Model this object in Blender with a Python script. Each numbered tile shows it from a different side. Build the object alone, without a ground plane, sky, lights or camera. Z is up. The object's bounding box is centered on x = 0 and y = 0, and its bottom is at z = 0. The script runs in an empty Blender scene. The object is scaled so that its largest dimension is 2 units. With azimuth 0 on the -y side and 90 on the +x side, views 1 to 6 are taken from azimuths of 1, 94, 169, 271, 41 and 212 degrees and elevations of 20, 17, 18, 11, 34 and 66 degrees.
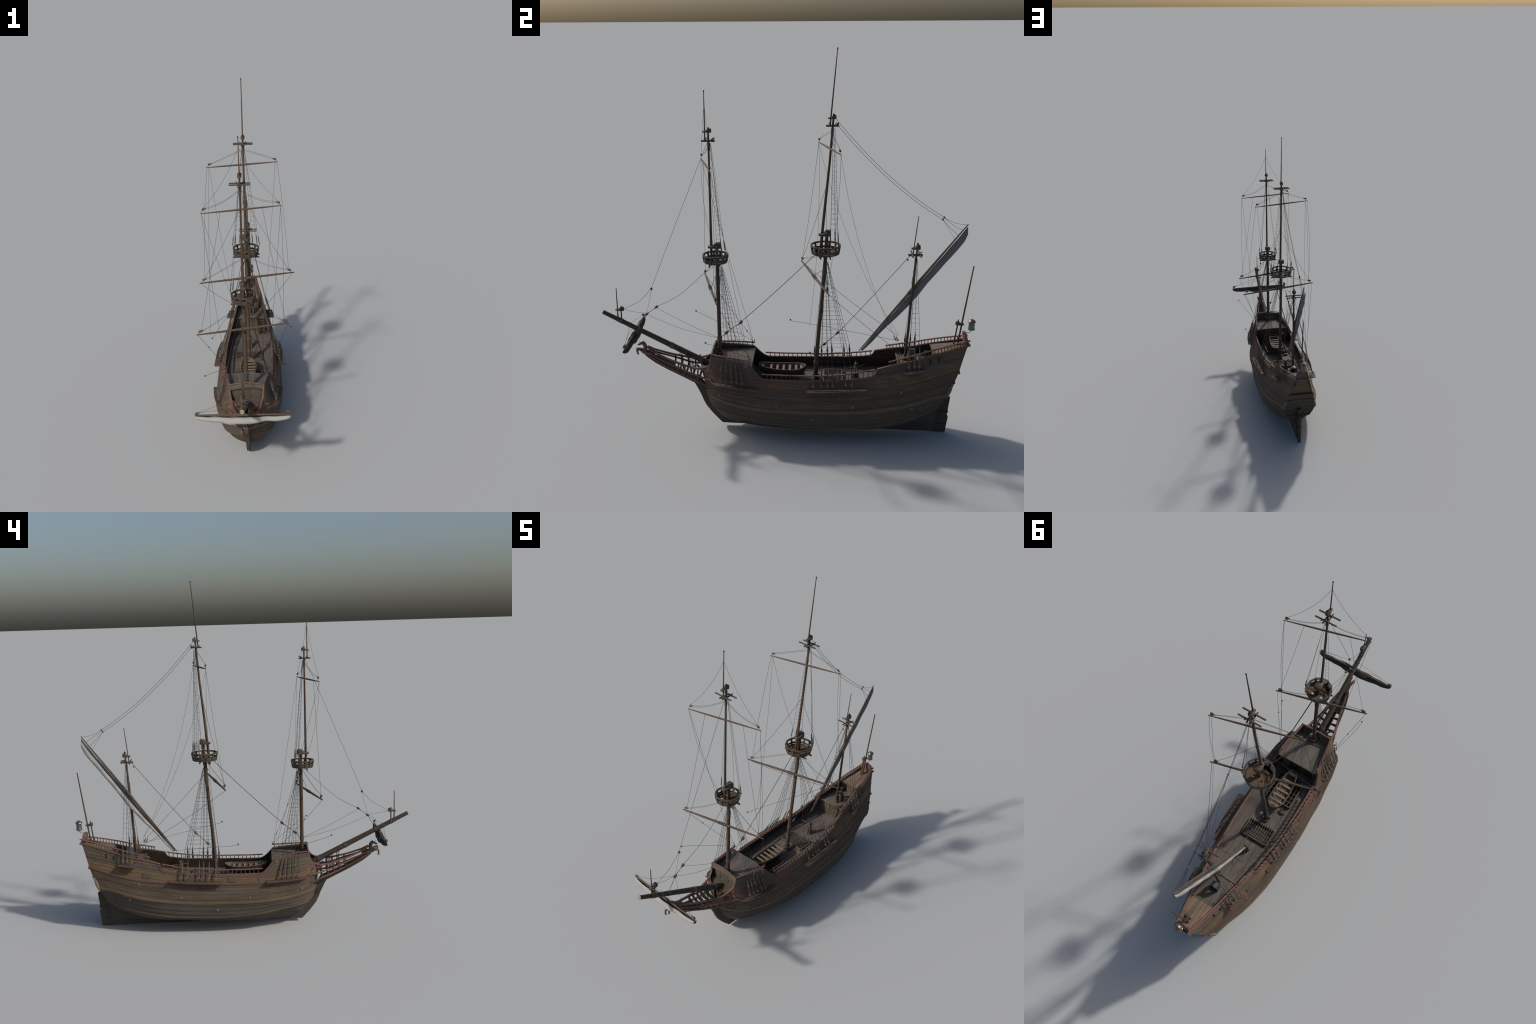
"""A weathered three-masted wooden galleon with bare masts and furled sails,
built part by part: lofted hull, wales, rails, decks, masts, yards, rigging."""
import bpy, bmesh, math, random
from mathutils import Vector, Matrix
from bisect import bisect_right

random.seed(11)
XC = -0.006            # centre plane of the ship
V = Vector

# ---------------------------------------------------------------- materials
def new_mat(name):
    m = bpy.data.materials.new(name)
    m.use_nodes = True
    nt = m.node_tree
    nt.nodes.clear()
    out = nt.nodes.new('ShaderNodeOutputMaterial')
    bs = nt.nodes.new('ShaderNodeBsdfPrincipled')
    nt.links.new(bs.outputs[0], out.inputs[0])
    return m, nt, bs


def ramp(nt, stops):
    r = nt.nodes.new('ShaderNodeValToRGB')
    el = r.color_ramp.elements
    while len(el) < len(stops):
        el.new(0.5)
    for e, (p, c) in zip(el, stops):
        e.position = p
        e.color = (c[0], c[1], c[2], 1)
    return r


def coords(nt, scale, rot=(0, 0, 0)):
    tc = nt.nodes.new('ShaderNodeTexCoord')
    mp = nt.nodes.new('ShaderNodeMapping')
    mp.inputs['Scale'].default_value = scale
    mp.inputs['Rotation'].default_value = rot
    nt.links.new(tc.outputs['Object'], mp.inputs[0])
    return mp


def mul(c, k):
    return tuple(min(1, x * k) for x in c)


def noise(nt, mp, scale, detail=4, rough=0.6):
    n = nt.nodes.new('ShaderNodeTexNoise')
    n.inputs['Scale'].default_value = scale
    n.inputs['Detail'].default_value = detail
    n.inputs['Roughness'].default_value = rough
    nt.links.new(mp.outputs[0], n.inputs['Vector'])
    return n


def mix(nt, fac, a, b, mode='MIX', f=0.5):
    x = nt.nodes.new('ShaderNodeMix')
    x.data_type = 'RGBA'
    x.blend_type = mode
    x.inputs[0].default_value = f
    if fac is not None:
        nt.links.new(fac, x.inputs[0])
    for s, i in ((a, 6), (b, 7)):
        if isinstance(s, tuple):
            x.inputs[i].default_value = (s[0], s[1], s[2], 1)
        else:
            nt.links.new(s, x.inputs[i])
    return x.outputs[2]


def bump(nt, bs, h, strength=0.4, dist=0.001):
    b = nt.nodes.new('ShaderNodeBump')
    b.inputs['Strength'].default_value = strength
    b.inputs['Distance'].default_value = dist
    nt.links.new(h, b.inputs['Height'])
    nt.links.new(b.outputs[0], bs.inputs['Normal'])


def wood(name, c, grain='y', var=0.35, patch=None, rough=0.75, gs=1.0, tint=None):
    """Wood with stretched grain along an axis and slow patches of wear."""
    m, nt, bs = new_mat(name)
    g = {'y': (60, 5, 130), 'z': (90, 90, 6), 'x': (6, 90, 90)}[grain]
    mp = coords(nt, tuple(v * gs for v in g))
    n = noise(nt, mp, 2.2, 5, 0.65)
    r = ramp(nt, [(0.28, mul(c, 1 - var)), (0.5, c), (0.75, mul(c, 1 + var))])
    nt.links.new(n.outputs['Fac'], r.inputs[0])
    col = r.outputs[0]
    mp2 = coords(nt, (9, 6, 14))
    n2 = noise(nt, mp2, 1.6, 3, 0.55)
    r2 = ramp(nt, [(0.42, (0, 0, 0)), (0.66, (1, 1, 1))])
    nt.links.new(n2.outputs['Fac'], r2.inputs[0])
    p = patch or mul(c, 0.72)
    f = nt.nodes.new('ShaderNodeMath'); f.operation = 'MULTIPLY'
    f.inputs[1].default_value = 0.6
    nt.links.new(r2.outputs[0], f.inputs[0])
    col = mix(nt, f.outputs[0], col, p)
    nt.links.new(col, bs.inputs['Base Color'])
    bs.inputs['Roughness'].default_value = rough
    bs.inputs['Specular IOR Level'].default_value = 0.25
    bump(nt, bs, n.outputs['Fac'], 0.35, 0.0012)
    return m


def carved(name, c, light, slope, wy=0.030, wz=0.0125):
    """Planks carved with a lattice of small lozenges following the sheer:
    two families of slanting ridges, wy long and wz high."""
    m, nt, bs = new_mat(name)
    tc = nt.nodes.new('ShaderNodeTexCoord')
    warp = noise(nt, coords(nt, (40, 40, 40)), 1.5, 2)
    ab = []
    for sg in (1, -1):
        d = nt.nodes.new('ShaderNodeVectorMath'); d.operation = 'DOT_PRODUCT'
        d.inputs[1].default_value = (0, math.pi * (1 / wy - sg * slope / wz), sg * math.pi / wz)
        nt.links.new(tc.outputs['Object'], d.inputs[0])
        w = nt.nodes.new('ShaderNodeMath'); w.operation = 'MULTIPLY_ADD'
        w.inputs[1].default_value = 1.3
        nt.links.new(warp.outputs['Fac'], w.inputs[0]); nt.links.new(d.outputs['Value'], w.inputs[2])
        sn = nt.nodes.new('ShaderNodeMath'); sn.operation = 'SINE'
        nt.links.new(w.outputs[0], sn.inputs[0])
        a = nt.nodes.new('ShaderNodeMath'); a.operation = 'ABSOLUTE'
        nt.links.new(sn.outputs[0], a.inputs[0])
        ab.append(a.outputs[0])
    mn = nt.nodes.new('ShaderNodeMath'); mn.operation = 'MINIMUM'
    nt.links.new(ab[0], mn.inputs[0]); nt.links.new(ab[1], mn.inputs[1])
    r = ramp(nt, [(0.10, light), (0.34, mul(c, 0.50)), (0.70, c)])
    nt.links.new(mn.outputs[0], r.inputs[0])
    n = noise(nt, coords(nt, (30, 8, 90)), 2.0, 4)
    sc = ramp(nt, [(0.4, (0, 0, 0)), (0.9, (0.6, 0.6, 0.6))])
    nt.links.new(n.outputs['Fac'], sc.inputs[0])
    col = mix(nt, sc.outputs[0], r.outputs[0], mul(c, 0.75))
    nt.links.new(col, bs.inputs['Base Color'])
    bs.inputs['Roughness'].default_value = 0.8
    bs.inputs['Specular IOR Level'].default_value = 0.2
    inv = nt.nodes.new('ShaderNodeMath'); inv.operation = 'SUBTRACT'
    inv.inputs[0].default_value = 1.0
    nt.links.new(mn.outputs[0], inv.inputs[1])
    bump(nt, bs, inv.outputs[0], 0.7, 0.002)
    return m


def planked(name, c, seam_scale, var=0.25, along='y', red=None):
    """Deck planking: dark seams between planks running along the ship."""
    m, nt, bs = new_mat(name)
    tc = nt.nodes.new('ShaderNodeTexCoord')
    mp = nt.nodes.new('ShaderNodeMapping')
    mp.inputs['Rotation'].default_value = (0, 0, math.radians(90))
    nt.links.new(tc.outputs['Object'], mp.inputs[0])
    b = nt.nodes.new('ShaderNodeTexBrick')
    b.inputs['Scale'].default_value = 1.0
    b.inputs['Brick Width'].default_value = 0.21
    b.inputs['Row Height'].default_value = seam_scale
    b.inputs['Mortar Size'].default_value = 0.0007
    b.inputs['Mortar Smooth'].default_value = 0.3
    b.inputs['Color1'].default_value = (*mul(c, 1 - var * 0.55), 1)
    b.inputs['Color2'].default_value = (*mul(red or c, 1 + var * 0.55), 1)
    b.inputs['Mortar'].default_value = (*mul(c, 0.42), 1)
    nt.links.new(mp.outputs[0], b.inputs['Vector'])
    n = noise(nt, coords(nt, (90, 6, 90)), 2.0, 5)
    r = ramp(nt, [(0.25, (0.72, 0.72, 0.72)), (0.75, (1.22, 1.2, 1.18))])
    r.color_ramp.elements[1].color = (1, 1, 1, 1)
    nt.links.new(n.outputs['Fac'], r.inputs[0])
    col = mix(nt, None, b.outputs['Color'], r.outputs[0], 'MULTIPLY', 1.0)
    nt.links.new(col, bs.inputs['Base Color'])
    bs.inputs['Roughness'].default_value = 0.8
    bs.inputs['Specular IOR Level'].default_value = 0.2
    bump(nt, bs, n.outputs['Fac'], 0.25, 0.001)
    return m


def plain(name, c, rough=0.6, metal=0.0, var=0.25, scale=40, spec=0.4, bmp=0.3):
    m, nt, bs = new_mat(name)
    n = noise(nt, coords(nt, (1, 1, 1)), scale, 4)
    r = ramp(nt, [(0.3, mul(c, 1 - var)), (0.7, mul(c, 1 + var))])
    nt.links.new(n.outputs['Fac'], r.inputs[0])
    nt.links.new(r.outputs[0], bs.inputs['Base Color'])
    bs.inputs['Roughness'].default_value = rough
    bs.inputs['Metallic'].default_value = metal
    bs.inputs['Specular IOR Level'].default_value = spec
    bump(nt, bs, n.outputs['Fac'], bmp, 0.001)
    return m


def rope_mat(name, c):
    m, nt, bs = new_mat(name)
    w = nt.nodes.new('ShaderNodeTexWave')
    w.bands_direction = 'DIAGONAL'
    w.inputs['Scale'].default_value = 120
    w.inputs['Distortion'].default_value = 0.5
    nt.links.new(coords(nt, (1, 1, 1)).outputs[0], w.inputs['Vector'])
    r = ramp(nt, [(0.0, mul(c, 0.7)), (1.0, mul(c, 1.25))])
    nt.links.new(w.outputs['Fac'], r.inputs[0])
    nt.links.new(r.outputs[0], bs.inputs['Base Color'])
    bs.inputs['Roughness'].default_value = 0.9
    bs.inputs['Specular IOR Level'].default_value = 0.15
    bump(nt, bs, w.outputs['Fac'], 0.6, 0.001)
    return m


def cloth(name, c):
    m, nt, bs = new_mat(name)
    n = noise(nt, coords(nt, (14, 14, 14)), 1.6, 4)
    r = ramp(nt, [(0.3, mul(c, 0.86)), (0.7, mul(c, 1.08))])
    nt.links.new(n.outputs['Fac'], r.inputs[0])
    nt.links.new(r.outputs[0], bs.inputs['Base Color'])
    bs.inputs['Roughness'].default_value = 0.9
    bs.inputs['Specular IOR Level'].default_value = 0.1
    bump(nt, bs, n.outputs['Fac'], 0.3, 0.002)
    return m


M_LOW = wood('bottom_planking', (0.064, 0.055, 0.046), 'y', 0.25, (0.060, 0.047, 0.038))
M_HULL = wood('hull_planking', (0.078, 0.058, 0.042), 'y', 0.32, (0.070, 0.049, 0.036))
M_OCHRE = wood('ochre_planking', (0.112, 0.079, 0.043), 'y', 0.32, (0.088, 0.062, 0.042))
M_YEL = wood('ochre_wale', (0.112, 0.081, 0.048), 'y', 0.3, (0.098, 0.068, 0.042))
M_RED = wood('red_wale', (0.100, 0.053, 0.044), 'y', 0.2, (0.105, 0.042, 0.033))
M_RAIL = wood('red_rail', (0.140, 0.080, 0.061), 'y', 0.22, (0.115, 0.065, 0.050))
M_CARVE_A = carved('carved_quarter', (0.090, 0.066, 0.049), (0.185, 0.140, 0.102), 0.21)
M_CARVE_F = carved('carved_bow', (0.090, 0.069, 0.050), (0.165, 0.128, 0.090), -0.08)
M_UPPER = wood('upper_planking', (0.088, 0.072, 0.054), 'y', 0.3)
M_GREY = wood('grey_plank', (0.072, 0.064, 0.054), 'y', 0.25)
M_INNER = wood('inner_planking', (0.060, 0.040, 0.028), 'y', 0.3)
M_KEEL = wood('keel_timber', (0.060, 0.050, 0.040), 'z', 0.2)
M_DECK = planked('deck_planks', (0.130, 0.117, 0.100), 0.0125, 0.3, red=(0.136, 0.115, 0.100))
M_POOP = planked('poop_planks', (0.185, 0.132, 0.092), 0.0062, 0.4)
M_WALL = wood('bulkhead_wood', (0.092, 0.075, 0.056), 'z', 0.25)
M_TRIM = wood('pale_trim', (0.125, 0.096, 0.064), 'y', 0.25)
M_MAST = wood('mast_wood', (0.068, 0.044, 0.027), 'z', 0.28, (0.055, 0.035, 0.022))
M_SPRIT = wood('bowsprit_wood', (0.062, 0.044, 0.030), 'y', 0.25)
M_YARD = wood('yard_wood', (0.092, 0.060, 0.040), 'x', 0.25)
M_FIT = wood('fitting_wood', (0.092, 0.072, 0.053), 'y', 0.3)
M_BARREL = wood('top_floor', (0.125, 0.076, 0.042), 'x', 0.25)
M_BLOCK = plain('block_wood', (0.075, 0.060, 0.045), 0.7, 0, 0.3, 150)
M_ROPE = rope_mat('tarred_rope', (0.034, 0.033, 0.029))
M_WRAP = rope_mat('rope_lashing', (0.085, 0.080, 0.062))
M_IRON = plain('iron', (0.075, 0.075, 0.080), 0.5, 0.2, 0.3, 90)
M_DARK = plain('dark_iron', (0.024, 0.024, 0.024), 0.7, 0.1, 0.2, 80)
M_LEAD = plain('lead_plate', (0.125, 0.112, 0.106), 0.6, 0.0, 0.3, 160)
M_SAIL = cloth('sail_cloth', (0.300, 0.296, 0.280))
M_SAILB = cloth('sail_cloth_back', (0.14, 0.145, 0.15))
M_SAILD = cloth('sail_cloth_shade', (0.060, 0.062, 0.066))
M_TOP = wood('top_timber', (0.066, 0.055, 0.044), 'y', 0.3)
M_CHAN = wood('channel_plank', (0.072, 0.056, 0.042), 'y', 0.3)
M_THWART = wood('boat_thwart_wood', (0.20, 0.155, 0.112), 'x', 0.25)
M_COPPER = plain('copper_paint', (0.110, 0.064, 0.052), 0.32, 0.35, 0.3, 60, 0.5)
M_GOLD = plain('gilded_carving', (0.115, 0.092, 0.060), 0.55, 0.1, 0.45, 90, 0.4, 0.8)
M_CREST = plain('red_carving', (0.135, 0.073, 0.060), 0.6, 0.0, 0.5, 110, 0.3, 1.0)
M_GLASS = plain('lantern_glass', (0.10, 0.13, 0.115), 0.3, 0.35, 0.25, 70, 0.5)
M_BRONZE = plain('lantern_roof', (0.180, 0.155, 0.125), 0.3, 0.8, 0.3, 60, 0.5)
M_BLUE = plain('slate_roof', (0.075, 0.092, 0.100), 0.35, 0.5, 0.25, 60, 0.5)
M_TIP = plain('cut_wood', (0.24, 0.165, 0.105), 0.7, 0, 0.15, 60)
M_HOLE = plain('hole_shadow', (0.012, 0.011, 0.010), 0.9, 0, 0.1, 20, 0.05)  # near-black paint on solid pieces, drawing the darkness of openings
M_PORT = wood('port_lid', (0.078, 0.066, 0.052), 'z', 0.25)
M_BOAT = wood('boat_wood', (0.125, 0.094, 0.067), 'y', 0.3)
M_BOATD = wood('boat_strakes', (0.058, 0.047, 0.036), 'y', 0.25)

# ---------------------------------------------------------------- scene tree
root = bpy.data.objects.new('sailing_ship', None)
bpy.context.scene.collection.objects.link(root)
root.location = (XC, 0, 0)
root['label'] = 'weathered wooden three-masted galleon with bare masts and furled sails'
root['category'] = 'sailing ship'


def link(name, me, parent=None, mat=None, loc=None, kind=None):
    o = bpy.data.objects.new(name, me)
    bpy.context.scene.collection.objects.link(o)
    o.parent = parent or root
    if loc is not None:
        o.location = loc
    if kind:
        o['kind'] = kind
    return o


class Mesh:
    """Collects vertices and faces of one part."""
    def __init__(self):
        self.v, self.f = [], []

    def add(self, vs, fs):
        b = len(self.v)
        self.v += [tuple(p) for p in vs]
        self.f += [tuple(i + b for i in q) for q in fs]

    def grid(self, rows, close_u=False, close_v=False, flip=False):
        nr, nc = len(rows), len(rows[0])
        fs = []
        for i in range(nr if close_u else nr - 1):
            for j in range(nc if close_v else nc - 1):
                a, b = i * nc + j, i * nc + (j + 1) % nc
                c, d = ((i + 1) % nr) * nc + (j + 1) % nc, ((i + 1) % nr) * nc + j
                fs.append((a, d, c, b) if flip else (a, b, c, d))
        self.add([p for r in rows for p in r], fs)

    def frames(self, path, up=None):
        ts = []
        for i in range(len(path)):
            a, b = path[max(0, i - 1)], path[min(len(path) - 1, i + 1)]
            ts.append((b - a).normalized())
        out = []
        if up is None:
            u = ts[0].orthogonal().normalized()
            for t in ts:
                u = (u - t * u.dot(t)).normalized()
                out.append((t, u, t.cross(u)))
        else:
            for t in ts:
                s = t.cross(up).normalized()
                out.append((t, s, s.cross(t).normalized()))
        return out

    def tube(self, path, r, n=8, caps=True):
        path = [V(p) for p in path]
        rs = r if isinstance(r, (list, tuple)) else [r] * len(path)
        rows = []
        for p, (t, u, w), rr in zip(path, self.frames(path), rs):
            rows.append([p + (u * math.cos(2 * math.pi * k / n) + w * math.sin(2 * math.pi * k / n)) * rr for k in range(n)])
        b = len(self.v)
        self.grid(rows, close_v=True, flip=True)
        if caps:
            e = b + (len(rows) - 1) * n
            self.f.append(tuple(b + k for k in range(n)))
            self.f.append(tuple(e + n - 1 - k for k in range(n)))

    def sweep(self, path, prof, up=V((0, 0, 1)), closed=False, scale=None):
        """prof: closed list of (side, up) offsets carried along the path."""
        path = [V(p) for p in path]
        rows = []
        for i, (p, (t, s, w)) in enumerate(zip(path, self.frames(path, up))):
            k = scale[i] if scale else 1
            rows.append([p + s * a * k + w * b * k for a, b in prof])
        n = len(prof)
        b0 = len(self.v)
        self.grid(rows, close_v=True, close_u=closed)
        if not closed:
            e = b0 + (len(rows) - 1) * n
            self.f.append(tuple(b0 + n - 1 - k for k in range(n)))
            self.f.append(tuple(e + k for k in range(n)))

    def beam(self, a, b, w, h, up=V((0, 0, 1)), ch=0.18):
        c = min(w, h) * ch
        x, y = w / 2, h / 2
        prof = [(-x + c, -y), (x - c, -y), (x, -y + c), (x, y - c), (x - c, y), (-x + c, y), (-x, y - c), (-x, -y + c)]
        self.sweep([V(a), V(b)], prof, up)

    def box(self, c, s, rot=None, ch=0.12):
        R = rot or Matrix.Identity(3)
        c = V(c)
        self.beam(c + R @ V((0, -s[1] / 2, 0)), c + R @ V((0, s[1] / 2, 0)), s[0], s[2], R @ V((0, 0, 1)), ch)

    def lathe(self, prof, origin, axis=V((0, 0, 1)), n=16, ref=None, sx=1.0):
        """prof: list of (radius, height) along the axis."""
        ax = axis.normalized()
        u = (ref or ax.orthogonal())
        u = (u - ax * u.dot(ax)).normalized()
        w = ax.cross(u)
        o = V(origin)
        rows = []
        for r, h in prof:
            rows.append([o + ax * h + (u * math.cos(2 * math.pi * k / n) * sx + w * math.sin(2 * math.pi * k / n)) * max(r, 1e-5) for k in range(n)])
        b = len(self.v)
        self.grid(rows, close_v=True)
        e = b + (len(rows) - 1) * n
        self.f.append(tuple(b + n - 1 - k for k in range(n)))
        self.f.append(tuple(e + k for k in range(n)))

    def ball(self, c, r, axis=V((0, 0, 1)), n=8, stretch=1.0, sx=1.0):
        m = 6
        prof = [(r * math.sin(math.pi * i / m), -r * stretch * math.cos(math.pi * i / m)) for i in range(m + 1)]
        self.lathe(prof, c, axis, n, sx=sx)

    def ring(self, c, R, r, axis=V((0, 0, 1)), n=24, m=6, sz=1.0):
        ax = axis.normalized(); u = ax.orthogonal().normalized(); w = ax.cross(u); c = V(c)
        rows = []
        for i in range(n):
            a = 2 * math.pi * i / n
            d = u * math.cos(a) + w * math.sin(a)
            rows.append([c + d * (R + r * math.cos(2 * math.pi * k / m)) + ax * r * sz * math.sin(2 * math.pi * k / m) for k in range(m)])
        self.grid(rows, close_u=True, close_v=True)

    def mirror(self):
        n = len(self.v)
        self.v += [(-x, y, z) for x, y, z in self.v]
        self.f += [tuple(i + n for i in reversed(q)) for q in self.f]
        return self

    def mesh(self, name, mat, angle=35):
        me = bpy.data.meshes.new(name)
        me.from_pydata(self.v, [], self.f)
        mats = mat if isinstance(mat, list) else [mat]
        for x in mats:
            me.materials.append(x)
        bm = bmesh.new(); bm.from_mesh(me)
        bmesh.ops.recalc_face_normals(bm, faces=bm.faces)
        bm.to_mesh(me); bm.free()
        me.shade_smooth()
        me.set_sharp_from_angle(angle=math.radians(angle))
        me.update()
        return me

    def obj(self, name, mat, parent=None, angle=35, kind=None):
        return link(name, self.mesh(name, mat, angle), parent, kind=kind)


# ---------------------------------------------------------------- curves
class Pchip:
    """Monotone cubic through control points."""
    def __init__(self, pts):
        pts = sorted(pts)
        self.x = [p[0] for p in pts]; self.y = [p[1] for p in pts]
        x, y, n = self.x, self.y, len(pts)
        h = [x[i + 1] - x[i] for i in range(n - 1)]
        d = [(y[i + 1] - y[i]) / h[i] for i in range(n - 1)]
        m = [0.0] * n
        m[0], m[-1] = d[0], d[-1]
        for i in range(1, n - 1):
            if d[i - 1] * d[i] > 0:
                w1, w2 = 2 * h[i] + h[i - 1], h[i] + 2 * h[i - 1]
                m[i] = (w1 + w2) / (w1 / d[i - 1] + w2 / d[i])
        self.m, self.h = m, h

    def __call__(self, t):
        x = self.x
        if t <= x[0]: return self.y[0]
        if t >= x[-1]: return self.y[-1]
        i = bisect_right(x, t) - 1
        h = self.h[i]; s = (t - x[i]) / h
        a, b, p, q = self.y[i], self.y[i + 1], self.m[i] * h, self.m[i + 1] * h
        return a + p * s + (-3 * a + 3 * b - 2 * p - q) * s * s + (2 * a - 2 * b + p + q) * s ** 3


def lin(pts):
    pts = sorted(pts)
    def f(t):
        if t <= pts[0][0]: return pts[0][1]
        for (a, b), (c, d) in zip(pts, pts[1:]):
            if t <= c: return b + (d - b) * (t - a) / (c - a)
        return pts[-1][1]
    return f


def spline(pts, n=8):
    """Catmull-Rom through 3D points."""
    P = [V(p) for p in pts]
    out = []
    for i in range(len(P) - 1):
        p0, p1, p2 = P[max(i - 1, 0)], P[i], P[i + 1]
        p3 = P[min(i + 2, len(P) - 1)]
        for k in range(n):
            t = k / n
            out.append(0.5 * ((2 * p1) + (p2 - p0) * t + (2 * p0 - 5 * p1 + 4 * p2 - p3) * t * t + (3 * p1 - p0 - 3 * p2 + p3) * t ** 3))
    out.append(P[-1])
    return out


# ---------------------------------------------------------------- hull shape
# Waterlines from keel to virtual sheer: (y, half breadth, z), bow to stern.
LEVELS = [
    [(-.258, .009, .024), (-.2, .011, .019), (0, .011, .0145), (.3, .011, .0125), (.58, .011, .009), (.79, .011, .004)],
    [(-.323, .009, .055), (-.312, .026, .056), (-.30, .037, .055), (-.27, .054, .050), (-.2, .0716, .0476), (-.05, .092, .0447), (.15, .097, .0433), (.3, .0857, .048), (.45, .055, .0583), (.6, .034, .080), (.72, .030, .092), (.80, .017, .112)],
    [(-.367, .009, .092), (-.358, .038, .095), (-.345, .070, .101), (-.32, .100, .112), (-.25, .1394, .128), (-.1, .1715, .1057), (.1, .1762, .0928), (.3, .1661, .0889), (.45, .148, .0818), (.6, .117, .0927), (.72, .0825, .1244), (.80, .03, .155)],
    [(-.418, .009, .168), (-.41, .036, .164), (-.39, .068, .160), (-.36, .107, .151), (-.30, .136, .140), (-.218, .155, .134), (-.074, .177, .112), (.119, .187, .101), (.312, .184, .104), (.42, .180, .109), (.573, .1596, .127), (.676, .136, .149), (.80, .0815, .180)],
    [(-.431, .009, .214), (-.40, .069, .209), (-.363, .110, .209), (-.30, .147, .202), (-.219, .173, .194), (-.076, .190, .185), (.115, .191, .181), (.306, .191, .186), (.42, .1895, .195), (.564, .178, .212), (.666, .156, .229), (.767, .125, .251), (.836, .1075, .258)],
    [(-.438, .009, .262), (-.40, .093, .258), (-.34, .141, .25), (-.25, .1635, .238), (-.1, .188, .228), (.1, .193, .222), (.3, .189, .225), (.45, .175, .24), (.597, .158, .258), (.7, .136, .280), (.80, .112, .300), (.862, .098, .312)],
    [(-.448, .009, .322), (-.42, .080, .318), (-.39, .118, .312), (-.33, .146, .301), (-.25, .158, .295), (-.137, .166, .2925), (.0, .171, .29), (.111, .173, .291), (.3, .171, .295), (.457, .162, .303), (.56, .149, .310), (.66, .134, .325), (.763, .112, .348), (.83, .097, .366), (.891, .0823, .383)],
    [(-.452, .009, .357), (-.43, .066, .358), (-.40, .103, .359), (-.336, .129, .345), (-.25, .143, .336), (-.13, .154, .328), (.015, .159, .332), (.11, .160, .335), (.25, .157, .340), (.388, .146, .349), (.478, .132, .374), (.582, .117, .392), (.72, .098, .412), (.80, .084, .429), (.912, .063, .447)],
    [(-.455, .009, .44), (-.43, .06, .445), (-.40, .085, .447), (-.38, .093, .449), (-.30, .107, .445), (-.178, .1225, .438), (0, .117, .43), (.2, .112, .43), (.35, .112, .43), (.466, .113, .43), (.536, .107, .437), (.65, .090, .468), (.786, .070, .50), (.88, .052, .518), (.94, .042, .535)],
]
NL = len(LEVELS)
LHB = [Pchip([(y, b) for y, b, z in L]) for L in LEVELS]
LZ = [Pchip([(y, z) for y, b, z in L]) for L in LEVELS]
YB = Pchip([(k, L[0][0]) for k, L in enumerate(LEVELS)])
YS = Pchip([(k, L[-1][0]) for k, L in enumerate(LEVELS)])


YK = [(L[0][0], L[-1][0]) for L in LEVELS]
_sec = {}


def station(t):
    """y, half breadth and height along one rib; t runs from bow 0 to stern 1"""
    k = round(min(1.0, max(0.0, t)), 4)
    if k not in _sec:
        ys = [a + (b - a) * k for a, b in YK]
        _sec[k] = (Pchip(list(enumerate(ys))), Pchip([(i, f(y)) for i, (f, y) in enumerate(zip(LHB, ys))]), Pchip([(i, f(y)) for i, (f, y) in enumerate(zip(LZ, ys))]))
    return _sec[k]


def t_at(y, v):
    return (y - YB(v)) / (YS(v) - YB(v))


def v_at(y, z):
    lo, hi = 0.0, NL - 1.0
    for _ in range(24):
        m = (lo + hi) / 2
        if station(t_at(y, m))[2](m) < z: lo = m
        else: hi = m
    return (lo + hi) / 2


def HB(y, z):
    v = v_at(y, z)
    return station(t_at(y, v))[1](v)


# top edge of the planking (sill under the rails), bow to stern
SILL = lin([(-.46, .3715), (-.44, .3725), (-.425, .3775), (-.41, .386), (-.398, .398), (-.391, .410), (-.386, .425), (-.382, .443), (-.335, .438), (-.254, .427), (-.180, .416),
            (-.171, .408), (-.160, .394), (-.148, .380), (-.134, .366), (-.12, .355), (-.105, .3485), (-.09, .346), (.015, .346), (.11, .347), (.25, .351), (.348, .357), (.408, .365),
            (.448, .373), (.459, .379), (.466, .386), (.470, .396), (.473, .408), (.536, .424), (.67, .448), (.751, .473), (.831, .494), (.911, .515), (.948, .5205)])
STEPS = [-.175, -.165, -.155, -.148, -.14, -.134, -.127, -.12, -.105, .448, .454, .459, .463, .466, .468, .470, .4715, .473, .4745]

# columns: relative positions along each strake
cols = set()
for i in range(15):
    cols.add(0.10 * (i / 14.0) ** 1.8)
t = 0.10
while t < 1.0:
    cols.add(round(t, 5)); t += 0.011
cols.add(1.0)
y0t, y1t = YB(NL - 1.0), YS(NL - 1.0)
for y in [-.41, -.398, -.391, -.386, -.382, -.378] + STEPS:
    cols.add((y - y0t) / (y1t - y0t))
cols = sorted(cols)


def surf(t, v):
    y, hb, z = station(t)
    return V((hb(v), y(v), z(v)))


# fixed strake rows up to the ochre planking, then rows stretched to the sill
v_rows = []
N_STRAKE = 26
for i in range(N_STRAKE + 1):
    v_rows.append(7.0 * i / N_STRAKE)


def vtop(t):
    lo, hi = 6.0, NL - 1.0
    for _ in range(24):
        m = (lo + hi) / 2
        p = surf(t, m)
        if p.z < SILL(p.y): lo = m
        else: hi = m
    return (lo + hi) / 2


VT = [vtop(t) for t in cols]


def outward(t, v, d):
    a, b = surf(max(0, t - .004), v), surf(min(1, t + .004), v)
    c, e = surf(t, max(0, v - .05)), surf(t, min(NL - 1, v + .05))
    n = (b - a).cross(e - c)
    if n.length < 1e-9: return V((d, 0, 0))
    n.normalize()
    if n.x < 0: n = -n
    return n * d


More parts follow.
